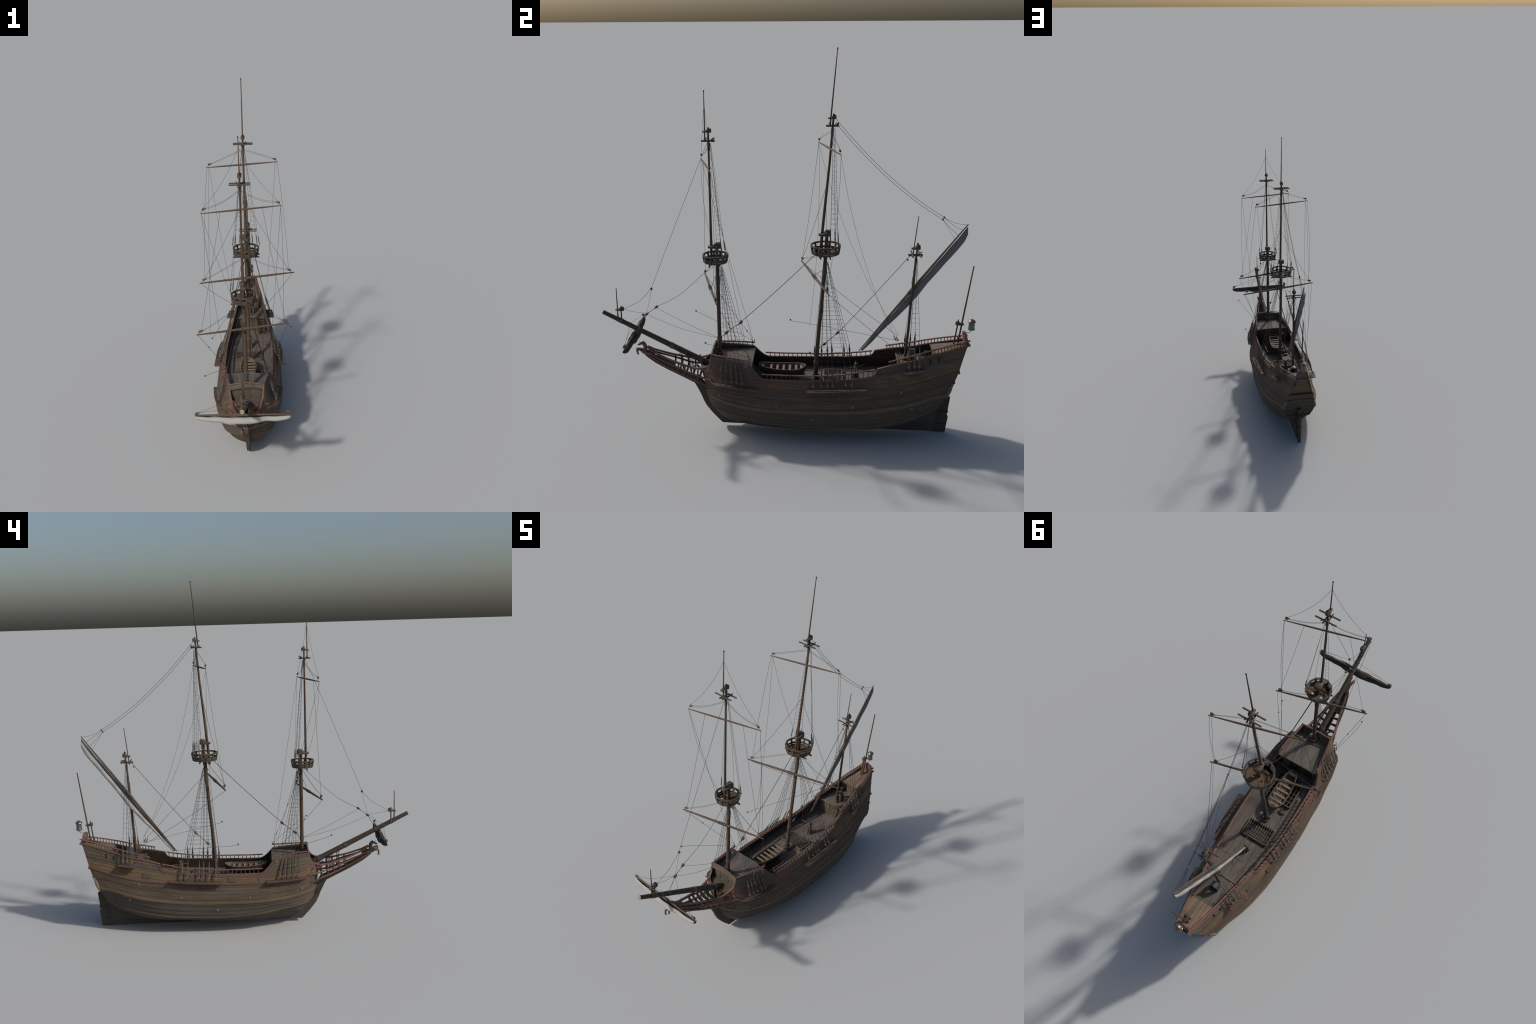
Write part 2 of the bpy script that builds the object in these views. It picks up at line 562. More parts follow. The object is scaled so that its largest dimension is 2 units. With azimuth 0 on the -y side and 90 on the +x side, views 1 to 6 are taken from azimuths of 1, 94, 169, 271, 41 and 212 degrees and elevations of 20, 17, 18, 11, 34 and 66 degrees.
def strake_rows(va, vb, n, groove=0.0011):
    """rows of vertices with a narrow groove at each plank seam"""
    out = []
    for i in range(n + 1):
        v = va + (vb - va) * i / n
        e = (vb - va) / n * 0.09
        if i > 0: out.append((v - e, 0))
        out.append((v, -groove if 0 < i < n else 0))
        if i < n: out.append((v + e, 0))
    return out


def hull_band(va, vb, n, groove=0.0011):
    m = Mesh()
    rows = []
    for v, d in strake_rows(va, vb, n, groove):
        r = []
        for t in cols:
            p = surf(t, v)
            if d: p = p + outward(t, v, d)
            r.append(p)
        rows.append(r)
    m.grid(rows)
    return m.mirror()


def tone_planks(o, n_rows, seed, weights):
    """give each plank (a run of faces in one strake) one of several wood tones"""
    rnd = random.Random(seed)
    nc = len(cols) - 1
    half = n_rows * nc
    tone = {}
    for st in range(n_rows // 3 + 1):
        c = 0
        row = []
        while c < nc:
            k = rnd.randint(13, 26)
            w = rnd.choices(range(len(weights)), weights)[0]
            row += [w] * k
            c += k
        tone[st] = row
    for p in o.data.polygons:
        i = p.index % half
        p.material_index = tone[(i // nc + 1) // 3][i % nc]


LOW_TONES = [M_LOW, wood('bottom_planking_brown', (.070, .053, .042), 'y', .25), wood('bottom_planking_grey', (.067, .061, .053), 'y', .22)]
HULL_TONES = [M_HULL, wood('hull_planking_red', (.072, .051, .040), 'y', .28), wood('hull_planking_grey', (.080, .064, .048), 'y', .28), wood('hull_planking_light', (.091, .069, .048), 'y', .28)]
hull = hull_band(0.0, 4.0, 15).obj('hull', LOW_TONES)
tone_planks(hull, 45, 3, [5, 2, 3])
o = hull_band(4.0, 6.0, 8).obj('hull_side_planking', HULL_TONES, hull)
tone_planks(o, 24, 4, [4, 3, 3, 3])
# ochre topside between the red wale and the sill line (v 6..~7)
m = Mesh(); rows = []
for f, d in strake_rows(0.0, 1.0, 4):
    r = []
    for t, vt in zip(cols, VT):
        v = 6.0 + (min(7.0, vt) - 6.0) * f
        r.append(surf(t, v) + (outward(t, v, d) if d else V((0, 0, 0))))
    rows.append(r)
m.grid(rows)
m.mirror().obj('ochre_topside', M_OCHRE, hull)


def upper_band(cond, name, mat, n=5):
    m = Mesh()
    idx = [i for i, t in enumerate(cols) if cond(surf(t, 7.5).y)]
    rows = []
    for f, d in strake_rows(0.0, 1.0, n, 0.0012):
        r = []
        for i in idx:
            t, vt = cols[i], VT[i]
            v = 7.0 + max(0.0, vt - 7.0) * f
            if vt < 7.0: v = vt
            r.append(surf(t, v) + (outward(t, v, d) if d else V((0, 0, 0))))
        rows.append(r)
    m.grid(rows)
    o = m.mirror().obj(name, mat, hull)
    if isinstance(mat, list):
        nc = len(idx) - 1
        half = (len(rows) - 1) * nc
        for p in o.data.polygons:
            p.material_index = 0 if ((p.index % half) // nc + 1) // 3 < 3 else 1
    return o


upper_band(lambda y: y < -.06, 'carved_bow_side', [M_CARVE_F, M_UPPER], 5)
upper_band(lambda y: -.075 < y < .462, 'waist_side', M_RED, 1)
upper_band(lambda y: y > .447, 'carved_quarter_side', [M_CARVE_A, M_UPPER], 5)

# inner bulwark: the same surface moved inboard, closed by a cap on the sill
m = Mesh(); rows = []
WALLT = 0.010
top_out = [surf(t, vt) for t, vt in zip(cols, VT)]
for k in range(6):
    r = []
    for t, vt in zip(cols, VT):
        y = surf(t, vt).y
        zl = .275 if -.40 < y < .61 else (.395 if y < .77 else .46)
        if y < -.40: zl = .355
        vl = min(v_at(y, zl), vt - .05)
        p = surf(t, vt + (vl - vt) * k / 5)
        r.append(V((max(0.003, p.x - WALLT), min(p.y, .936), p.z)))
    rows.append(r)
m.grid([top_out] + rows)
m.mirror().obj('inner_bulwark', M_INNER, hull)

# ---- stem, keel and deadwood: a slab profile in the centre plane
stem_out = [(y_, z_ + .004) for y_, z_ in [(-.757, .402), (-.735, .383), (-.703, .359), (-.635, .320), (-.552, .279), (-.492, .248), (-.478, .222), (-.457, .178), (-.445, .145), (-.430, .114), (-.395, .068), (-.346, .0145)]]
stem_in = [(y_, z_ + .004) for y_, z_ in [(-.750, .408), (-.725, .402), (-.690, .383), (-.63, .348), (-.55, .312), (-.46, .275), (-.425, .222), (-.405, .178), (-.385, .145), (-.355, .114), (-.300, .068), (-.22, .0145)]]
m = Mesh()
W = 0.0112
pr = []
for (a, b), (c, d) in zip(stem_out, stem_in):
    w = W * (0.75 if a < -.6 else 1.0)
    pr.append([V((-w * .8, a, b)), V((w * .8, a, b)), V((w, a + .004, b + .002)), V((w, c, d)), V((-w, c, d)), V((-w, a + .004, b + .002))])
m.grid(pr, close_v=True)
m.f.append(tuple(range(6))); e = (len(pr) - 1) * 6
m.f.append(tuple(e + 5 - k for k in range(6)))
stem = m.obj('stem_and_knee', M_KEEL, hull)
m = Mesh()
pts = spline([(0, -.344, .0195), (0, -.2, .0165), (0, .1, .0125), (0, .45, .0100), (0, .793, .0045)], 6)
m.sweep(pts, [(-.0105, -.0013), (.0105, -.0013), (.0105, .009), (-.0105, .009)])
m.obj('keel', M_KEEL, hull)
# sternpost and deadwood
m = Mesh()
pr = []
for (a, b), c in (((.7955, .0035), .50), ((.805, .04), .58), ((.8155, .09), .62), ((.825, .14), .68), ((.837, .192), .74), ((.846, .250), .76)):
    zf_ = b + (.006 if b < .01 else 0)
    pr.append([V((-.0108, a, b)), V((.0108, a, b)), V((.0118, c, zf_)), V((-.0118, c, zf_))])
m.grid(pr, close_v=True)
m.f.append((0, 1, 2, 3)); m.f.append((23, 22, 21, 20))
m.obj('sternpost', M_KEEL, hull)
# rudder blade with a step
m = Mesh()
rp = [(.796, .0005, .8555), (.806, .046, .861), (.8155, .085, .8665), (.8165, .089, .867), (.818, .100, .861), (.826, .134, .8642), (.838, .194, .8705), (.8395, .203, .8715), (.841, .2075, .868), (.8415, .209, .853), (.849, .240, .858), (.853, .255, .860)]
pr = []
for a, z, b in rp:
    w = .0088
    pr.append([V((-w, a, z)), V((-w, b - .003, z)), V((-w * .7, b, z)), V((w * .7, b, z)), V((w, b - .003, z)), V((w, a, z))])
m.grid(pr, close_v=True)
m.f.append(tuple(range(6))); e = (len(pr) - 1) * 6
m.f.append(tuple(e + 5 - k for k in range(6)))
rudder = m.obj('rudder', M_KEEL)
for z in (.05, .12):
    m = Mesh()
    y = .80 + z * .22
    m.box((0, y + .010, z), (.0222, .060, .0035))
    m.obj('rudder_strap', M_DARK, rudder)

# ---- transom: ruled panels between both sides at the stern
def transom(va, vb, n, name, mat, sink=0.0):
    m = Mesh(); rows = []
    for i in range(n + 1):
        v = va + (vb - va) * i / n
        p = surf(1.0, v)
        rows.append([V((p.x * q, p.y - (sink if abs(q) < .95 else 0), p.z)) for q in (-1, -.96, -.93, -.5, 0, .5, .93, .96, 1)])
    m.grid(rows)
    return m.obj(name, mat, hull)


transom(0.0, 3.0, 8, 'tuck_panel', M_LOW)
transom(3.0, 4.0, 4, 'lower_transom', M_LOW, .002)
transom(4.0, 6.0, 6, 'counter', M_HULL, .002)
transom(6.0, VT[-1], 8, 'upper_transom', M_OCHRE, .009)


def transom_bar(v, w, h, name, mat, dy=0.003, over=0.0, arch=0.0):
    p = surf(1.0, v)
    m = Mesh()
    path = [(p.x * s * (1 + over), p.y + dy, p.z + arch * (1 - s * s)) for s in [x / 6 - 1 for x in range(13)]]
    m.sweep(path, [(-w / 2, -h / 2), (w / 2, -h / 2), (w / 2, h / 2), (-w / 2, h / 2)])
    return m.obj(name, mat, hull)


transom_bar(6.02, .010, .012, 'transom_wale', M_RED, .002, .05)
transom_bar(VT[-1], .014, .006, 'transom_sill', M_RAIL, .004, .03)
M_OLD = wood('old_gilt', (0.070, .060, .042), 'x', .35)
transom_bar(5.30, .009, .006, 'counter_moulding', M_OLD, .0, .04, .006)
transom_bar(4.55, .010, .008, 'counter_moulding', M_OLD, .0, .05, .010)
transom_bar(4.05, .009, .008, 'counter_moulding', M_OLD, -.001, .02, .006)
transom_bar(3.05, .008, .005, 'transom_beam', M_GREY, .002, .0)
# drapery swag carved under the counter
m = Mesh(); rows = []
for i in range(25):
    s = i / 12 - 1
    r = []
    for k in range(6):
        v = 4.25 + 1.0 * k / 5
        p = surf(1.0, v)
        wob = .0035 * math.sin(s * 19) * math.sin(math.pi * k / 5)
        r.append(V((p.x * s * 1.02, p.y - .004 + .003 * math.sin(math.pi * k / 5) + wob, p.z + .004 * (1 - s * s))))
    rows.append(r)
m.grid(rows)
m.obj('counter_drapery', M_OLD, hull)
# two slots in the lower transom
for s in (-1, 1):
    p = surf(1.0, 3.75)
    m = Mesh(); m.box((s * .055, p.y - .007, .236), (.026, .006, .007), ch=.05)
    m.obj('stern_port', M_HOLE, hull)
# gilded corner carvings, lumpy figures climbing the counter edge
def corner_carving(s):
    m = Mesh()
    base = [surf(1.0, 4.0 + 1.15 * i / 7) for i in range(8)]
    rnd = random.Random(5)
    for i, p in enumerate(base):
        r = .0105 - .0030 * abs(i - 3) / 4 + rnd.uniform(-.0015, .0015)
        m.ball((s * (p.x - .001), p.y - .004 + rnd.uniform(-.002, .002), p.z), r, V((0, .6, 1)), 10, 1.35, .8)
        m.ball((s * (p.x - .006), p.y + .002, p.z + .006), r * .62, V((0, .4, 1)), 8, 1.2)
    return m.obj('stern_carving', M_GOLD, hull)


corner_carving(1); corner_carving(-1)

# ---------------------------------------------------------------- strips on the hull
def strip(zlo, zhi, ya, yb, out, name, mat, n=90, parent=None, inset=0.004):
    """A raised plank following the hull between two sheer curves, both sides."""
    m = Mesh(); rows = []
    for i in range(n + 1):
        u_ = i / n
        y = ya + (yb - ya) * (.45 * u_ ** 2.6 + .55 * u_)
        a, b = zlo(y), zhi(y)
        y_l = max(YB(v_at(y, a)), min(y, YS(v_at(y, a))))
        ha, hb = HB(y, a), HB(y, b)
        sl = (HB(y + .006, (a + b) / 2) - HB(y - .006, (a + b) / 2)) / .012
        nrm = V((1, -sl, 0)).normalized()
        e = (b - a) * .14
        pa, pb = V((ha, y, a)), V((hb, y, b))
        r = [pa - nrm * inset, pa + nrm * out * .7, pa.lerp(pb, .14) + nrm * out, pa.lerp(pb, .86) + nrm * out, pb + nrm * out * .7, pb - nrm * inset]
        rows.append(r)
    m.grid(rows, close_v=True)
    m.f.append(tuple(range(6))); e = n * 6
    m.f.append(tuple(e + 5 - k for k in range(6)))
    return m.mirror().obj(name, mat, parent or hull)


def lvl(k, d=0.0):
    return lambda y: LZ[k](y) + d


strip(lvl(3, -.0035), lvl(3, .0045), -.416, .80, .002, 'lower_wale', M_YEL)
strip(lvl(4, 0), lvl(4, .0175), -.429, .836, .0034, 'main_wale', M_YEL)
strip(lvl(6, 0), lvl(6, .0125), -.447, .893, .0036, 'red_wale', M_RED)
# narrow fender planks between the wales
strip(lambda y: LZ[5](y) + .022, lambda y: LZ[5](y) + .026, -.43, .86, .0012, 'rubbing_strake', M_HULL)
# upper red band round the bow and along the waist
strip(lambda y: LZ[7](y) - .001, lambda y: min(LZ[7](y) + .0145, SILL(y) - .001), -.4525, .46, .002, 'red_band', M_RED)
strip(lambda y: LZ[7](y) - .002, lambda y: LZ[7](y) + .011, .478, .912, .0022, 'grey_strake', M_GREY)
strip(lambda y: LZ[7](y) + .0225, lambda y: LZ[7](y) + .0265, .50, .915, .0014, 'quarter_moulding', M_RAIL)
# red edging that follows the forecastle break and the quarter step
def edge_strip(ya, yb, name, mat, drop=.010, n=60):
    m = Mesh(); rows = []
    for i in range(n + 1):
        y = ya + (yb - ya) * i / n
        z = SILL(y)
        dz = (SILL(y + .002) - SILL(y - .002)) / .004
        k = V((0, dz, -1)).normalized() * drop
        q = V((0, y, z)) + k
        p0 = V((HB(y, z), y, z)); p1 = V((HB(q.y, q.z), q.y, q.z))
        rows.append([p0 + V((-.008, 0, .0015)), p0 + V((.0034, 0, .0015)), p1 + V((.003, 0, 0)), p1 + V((-.003, 0, 0))])
    m.grid(rows, close_v=True)
    m.f.append((0, 1, 2, 3)); e = n * 4; m.f.append((e + 3, e + 2, e + 1, e))
    return m.mirror().obj(name, mat, hull)


edge_strip(-.181, -.095, 'break_edging', M_RED, .009)
edge_strip(.440, .4728, 'step_edging', M_RED, .011)

# ---------------------------------------------------------------- rails
RECT = lambda w, h: [(-w / 2 + h * .2, -h / 2), (w / 2 - h * .2, -h / 2), (w / 2, -h * .25), (w / 2, h * .25), (w / 2 - h * .2, h / 2), (-w / 2 + h * .2, h / 2), (-w / 2, h * .25), (-w / 2, -h * .25)]


def rail(zf, ya, yb, w, h, name, mat=None, n=40, dx=-.003):
    m = Mesh()
    path = []
    for i in range(n + 1):
        y = ya + (yb - ya) * i / n
        z = zf(y)
        path.append((HB(y, z) + dx, y, z))
    m.sweep(path, RECT(w, h))
    return m.mirror().obj(name, mat or M_RAIL, hull)


FC_RAIL = lin([(-.384, .4565), (-.3797, .4554), (-.25, .4455), (-.176, .4395)])
WAIST_RAIL = Pchip([(-.1185, .3735), (0, .3715), (.10, .3725), (.187, .3735), (.286, .380), (.366, .391), (.4625, .407)])
QUART_RAIL = lin([(.531, .4455), (.669, .478), (.749, .500), (.829, .520), (.947, .5455)])
rail(FC_RAIL, -.384, -.176, .011, .0058, 'forecastle_handrail')
rail(lambda y: SILL(y) + .001, -.381, -.178, .014, .0065, 'forecastle_sill')
rail(WAIST_RAIL, -.1185, .4625, .010, .0055, 'waist_handrail')
rail(lambda y: SILL(y) + .0006, -.10, .446, .011, .0045, 'waist_sill')
rail(QUART_RAIL, .531, .947, .010, .0055, 'quarter_handrail')
rail(lambda y: SILL(y) + .001, .4735, .949, .013, .0065, 'quarter_sill')

# balusters: one mesh each, shared
bal = Mesh()
bal.box((0, 0, 0), (.0036, .0040, 1.0), ch=.2)
bal_me = bal.mesh('baluster', M_FIT)
balr = Mesh(); balr.box((0, 0, 0), (.0040, .0036, 1.0), ch=.2)
balr_me = balr.mesh('baluster_dark', wood('baluster_wood', (.085, .058, .04), 'z', .25))


def balusters(zlo, zhi, ya, yb, n, me):
    for i in range(n):
        y = ya + (yb - ya) * i / (n - 1)
        for s in (-1, 1):
            a, b = zlo(y), zhi(y)
            pa = V((s * (HB(y, a) - .003), y, a)); pb = V((s * (HB(y, b) - .003), y, b))
            o = link('baluster', me, hull)
            d = pb - pa
            o.location = (pa + pb) / 2
            o.rotation_euler = (-math.atan2(d.y, d.z) * 0, math.atan2(d.x, d.z), 0)
            o.scale = (1, 1, d.length)


balusters(SILL, FC_RAIL, -.366, -.190, 8, bal_me)
balusters(SILL, WAIST_RAIL, -.092, .452, 23, balr_me)
balusters(SILL, QUART_RAIL, .538, .93, 25, balr_me)
# cross rail at the front of the forecastle with its sill beam
m = Mesh()
m.sweep([(x * .096, -.3835 + .002 * (1 - x * x), .4565 + .011 * (1 - x * x)) for x in [i / 5 - 1 for i in range(11)]], RECT(.009, .006))
m.obj('forecastle_cross_rail', M_RAIL, hull)

# ---------------------------------------------------------------- beakhead rails
UPPER = [(.0925, -.3815, .455), (.091, -.387, .43), (.089, -.393, .402), (.0845, -.408, .3845), (.080, -.4232, .3755), (.073, -.4645, .3665), (.058, -.5208, .3715), (.0475, -.5687, .3832), (.0365, -.6212, .3984), (.0275, -.6632, .4138), (.0165, -.706, .4307), (.0135, -.732, .4445)]
MIDDLE = [(.094, -.411, .3145), (.082, -.4528, .3255), (.064, -.5156, .3392), (.0565, -.5674, .359), (.049, -.615, .377), (.039, -.6614, .394), (.024, -.7083, .4135), (.016, -.7205, .420)]
LOWER = [(.088, -.405, .268), (.075, -.463, .2905), (.061, -.5155, .306), (.052, -.5677, .3275), (.045, -.6096, .3455), (.034, -.662, .371), (.013, -.727, .4023)]
beak = Mesh()
PU = spline(UPPER, 5); PM = spline(MIDDLE, 5); PL = spline(LOWER, 5)
beak.sweep(PU, RECT(.011, .0090)); beak.mirror()
beak = beak.obj('beakhead', M_RAIL)
m = Mesh(); m.sweep(PM, RECT(.007, .0095)); m.mirror().obj('beak_rail', M_RAIL, beak)
m = Mesh(); m.sweep(PL, RECT(.007, .0095)); m.mirror().obj('beak_rail', M_RAIL, beak)


def at_y(path, y):
    for a, b in zip(path, path[1:]):
        if (a.y - y) * (b.y - y) <= 0 and abs(a.y - b.y) > 1e-7:
            return a.lerp(b, (y - a.y) / (b.y - a.y))
    return path[-1]


for y in (-.461, -.497, -.533, -.568, -.602):
    u, mm, l = at_y(PU, y), at_y(PM, y), at_y(PL, y)
    for s in (-1, 1):
        m = Mesh()
        S = lambda p: V((p.x * s, p.y, p.z))
        m.beam(S(u), S(mm), .0065, .0075, V((0, 1, 0)))
        m.beam(S(mm), S(l), .0065, .0075, V((0, 1, 0)))
        m.obj('beak_timber', wood('beak_timber', (.100, .056, .045), 'z', .2) if 'beak_timber' not in bpy.data.materials else bpy.data.materials['beak_timber'], beak)
    m = Mesh()
    zb = min(l.z, mm.z)
    prof = [(-mm.x, mm.z), (-l.x, l.z), (0, l.z - .004), (l.x, l.z), (mm.x, mm.z), (mm.x * .45, mm.z - .016), (0, l.z + .010), (-mm.x * .45, mm.z - .016)]
    for yy in (y - .003, y + .003):
        m.v += [(a, yy, b) for a, b in prof]
    for k in range(8):
        m.f.append((k, (k + 1) % 8, 8 + (k + 1) % 8, 8 + k))
    for q in ((0, 1, 7), (1, 2, 6, 7), (2, 3, 5, 6), (3, 4, 5)):
        m.f.append(q); m.f.append(tuple(8 + k for k in reversed(q)))
    m.obj('beak_frame', M_INNER, beak)
# sloping board of the beak, stepping up to the figure
m = Mesh(); rows = []
for i in range(14):
    y = -.600 - .122 * i / 13
    a = at_y(PL, y)
    rows.append([V((-a.x + .003, y, a.z + .002)), V((0, y, a.z - .006)), V((a.x - .003, y, a.z + .002))])
m.grid(rows)
o = m.obj('beak_floor', M_WALL, beak)
sm = o.modifiers.new('thick', 'SOLIDIFY'); sm.thickness = .004
m = Mesh()
m.beam((0, -.700, .432), (0, -.742, .452), .026, .008)
m.obj('beak_block', M_TRIM, beak)
# cathead style knees carrying the beak rails at the bow
m = Mesh()
m.beam((.030, -.452, .345), (.060, -.470, .385), .008, .010, V((0, 1, 0)))
m.mirror().obj('beak_knee', M_RAIL, beak)

# ---------------------------------------------------------------- decks and bulkheads
def deck(zf, ya, yb, name, mat, n=50, camber=.004, gap=WALLT - .001, thick=.006):
    m = Mesh(); rows, low = [], []
    for i in range(n + 1):
        y = ya + (yb - ya) * i / n
        z = zf(y)
        w = max(.004, HB(y, z) - gap)
        rows.append([V((w * s, y, z + camber * (1 - s * s))) for s in (-1, -.75, -.5, -.25, 0, .25, .5, .75, 1)])
    m.grid(rows)
    m.grid([[p - V((0, 0, thick)) for p in r] for r in rows], flip=True)
    for r in (rows[0], rows[-1]):
        m.grid([r, [p - V((0, 0, thick)) for p in r]])
    return m.obj(name, mat, None)


MAIN = lin([(-.40, .285), (.15, .288), (.40, .296), (.62, .308)])
FCD = lin([(-.39, .405), (-.17, .4075)])
QD = lin([(.585, .4085), (.80, .412)])
PD = lin([(.762, .478), (.935, .514)])
main_deck = deck(MAIN, -.395, .62, 'main_deck', M_DECK)
fc_deck = deck(FCD, -.374, -.172, 'forecastle_deck', M_DECK)
q_deck = deck(QD, .586, .80, 'quarterdeck', M_DECK)
p_deck = deck(PD, .762, .938, 'poop_deck', M_POOP)


def cross_beam(y, z, w, h, name, mat, parent, gap=.007, camber=.004):
    m = Mesh()
    b = HB(y, z) - gap
    m.sweep([(b * s, y, z + camber * (1 - s * s)) for s in [i / 5 - 1 for i in range(11)]], RECT(w, h))
    return m.obj(name, mat, parent)


cross_beam(-.1725, .405, .006, .008, 'deck_edge', M_TRIM, fc_deck)
cross_beam(.5855, .408, .007, .009, 'deck_edge', M_TRIM, q_deck)
cross_beam(.7605, .4755, .006, .008, 'deck_edge', M_TRIM, p_deck)
cross_beam(-.384, .438, .009, .024, 'bulkhead_beam', M_WALL, fc_deck, camber=.010)
m = Mesh()
m.sweep([(x * .094, -.380 + .0005 * k_, .4275 + .010 * (1 - x * x)) for k_, x in enumerate([i / 5 - 1 for i in range(11)])], RECT(.018, .005))
m.obj('bulkhead_head', M_WALL, fc_deck)


def bulkhead(y, z0, z1, name, mat, parent, gap=.006):
    m = Mesh()
    a, b = HB(y, z0) - gap, HB(y, z1) - gap
    rows = []
    for yy in (y - .003, y + .003):
        rows.append([V((-a, yy, z0)), V((a, yy, z0)), V((b, yy, z1)), V((-b, yy, z1))])
    m.add(rows[0] + rows[1], [(0, 1, 2, 3), (7, 6, 5, 4), (0, 4, 5, 1), (1, 5, 6, 2), (2, 6, 7, 3), (3, 7, 4, 0)])
    return m.obj(name, mat, parent)


bulk_f = bulkhead(-.369, .358, .432, 'bow_bulkhead', M_WALL, fc_deck)
for x0, x1 in ((-.078, -.034), (-.027, .027), (.034, .078)):
    m = Mesh(); m.box(((x0 + x1) / 2, -.3725, .395), (x1 - x0, .004, .062), ch=.3)
    m.obj('bulkhead_panel', M_PORT, fc_deck)
bulkhead(-.184, .285, .405, 'forecastle_bulkhead', M_INNER, fc_deck)
bulkhead(.598, .302, .4075, 'quarter_bulkhead', M_WALL, q_deck)
bulkhead(.768, .408, .476, 'poop_bulkhead', M_WALL, p_deck)
# beak platform in front of the bulkhead
m = Mesh(); rows = []
for i in range(9):
    y = -.366 - .080 * i / 8
    w = max(.01, HB(y, .362) - .004)
    rows.append([V((w * s, y, .3635)) for s in (-1, 0, 1)])
m.grid(rows); m.grid([[p - V((0, 0, .006)) for p in r] for r in rows], flip=True)
m.obj('beak_platform', M_WALL, fc_deck)
# door, pillars on the quarter bulkhead
m = Mesh(); m.box((.005, .5935, .357), (.056, .005, .074), ch=.1)
m.obj('cabin_door', M_PORT, q_deck)
m = Mesh(); m.lathe([(.0, -.004), (.006, -.0035), (.008, 0), (.006, .002), (0, .003)], (.010, .590, .362), V((0, -1, 0)))
m.obj('door_boss', M_TRIM, q_deck)
for x in (-.028, .038):
    m = Mesh(); m.box((x, .592, .357), (.008, .008, .092), ch=.1); m.obj('door_post', M_TRIM, q_deck)
m = Mesh(); m.beam((-.115, .592, .3075), (.115, .592, .3075), .008, .006); m.obj('deck_coaming', M_TRIM, q_deck)
# small door in the poop bulkhead
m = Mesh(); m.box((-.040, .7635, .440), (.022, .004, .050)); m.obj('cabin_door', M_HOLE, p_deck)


def stairs(x0, x1, foot, top, n, name, parent, mat=M_FIT):
    m = Mesh()
    foot, top = V((0,) + foot), V((0,) + top)
    for x in (x0, x1):
        m.beam(foot + V((x, 0, 0)), top + V((x, 0, 0)), .0035, .009)
    o = m.obj(name, mat, parent)
    for i in range(n):
        p = foot.lerp(top, (i + .6) / n)
        s = Mesh(); s.box(((x0 + x1) / 2, p.y, p.z), (x1 - x0, .010, .0028))
        s.obj('stair_tread', mat, parent)
    return o


stairs(.052, .089, (.553, .304), (.586, .409), 8, 'stairs', q_deck)
stairs(.030, .054, (.742, .412), (.763, .478), 8, 'stairs', p_deck)
stairs(.050, .088, (-.150, .290), (-.176, .405), 8, 'stairs', fc_deck)

# gratings
def grating(cx, y0, y1, w, z0, z1, nx, ny, name='hatch_grating'):
    m = Mesh()
    f = .008
    m.beam((cx - w, y0, (z0 + z1) / 2), (cx - w, y1, (z0 + z1) / 2), f, z1 - z0)
    m.beam((cx + w, y0, (z0 + z1) / 2), (cx + w, y1, (z0 + z1) / 2), f, z1 - z0)
    m.beam((cx - w, y0, (z0 + z1) / 2 - .0005), (cx + w, y0, (z0 + z1) / 2 - .0005), f, z1 - z0)
    m.beam((cx - w, y1, (z0 + z1) / 2 - .0005), (cx + w, y1, (z0 + z1) / 2 - .0005), f, z1 - z0)
    o = m.obj(name, M_FIT, main_deck)
    for i in range(1, nx):
        x = cx - w + 2 * w * i / nx
        b = Mesh(); b.beam((x, y0, z1 - .002), (x, y1, z1 - .002), .0038, .0040); b.obj('grating_bar', M_FIT, main_deck)
    for j in range(1, ny):
        y = y0 + (y1 - y0) * j / ny
        b = Mesh(); b.beam((cx - w, y, z1 - .0035), (cx + w, y, z1 - .0035), .0042, .0040); b.obj('grating_bar', M_FIT, main_deck)
    h = Mesh(); h.box((cx, (y0 + y1) / 2, z0 + .0052), (2 * w - f, y1 - y0 - f, .002)); h.obj('hatch_dark_plate', M_HOLE, main_deck)


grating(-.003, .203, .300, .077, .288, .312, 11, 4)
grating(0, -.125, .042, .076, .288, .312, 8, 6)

# capstan
m = Mesh()
m.lathe([(.017, 0), (.017, .006), (.011, .010), (.0095, .04), (.0085, .062), (.0125, .066), (.0125, .074), (.009, .077), (.0105, .083), (.009, .092), (.005, .096), (0, .097)], (0, .371, .293), n=16)
cap = m.obj('capstan', M_FIT)
for i in range(6):
    a = i * math.pi / 3 + .3
    m = Mesh(); d = V((math.cos(a), math.sin(a), 0))
    m.beam(V((0, .371, .296)) + d * .017, V((0, .371, .345)) + d * .0105, .004, .005, d)
    m.obj('capstan_whelp', M_TRIM, cap)
m = Mesh(); m.tube([(-.068, .3712, .3665), (.068, .371, .3675)], .0016, 6); m.obj('capstan_bar', M_TRIM, cap)
m = Mesh(); m.tube([(.022, .323, .3655), (-.022, .419, .3685)], .0016, 6); m.obj('capstan_bar', M_TRIM, cap)

# deck pump and bitts near the main mast
m = Mesh(); m.box((-.058, .083, .297), (.026, .016, .012)); m.box((-.047, .068, .305), (.006, .010, .028)); m.obj('bilge_pump', M_FIT, main_deck)
m = Mesh(); m.box((.018, .150, .305), (.006, .006, .036)); m.box((-.018, .150, .305), (.006, .006, .036)); m.beam((-.022, .150, .316), (.022, .150, .316), .005, .005); m.obj('mast_bitts', M_FIT, main_deck)

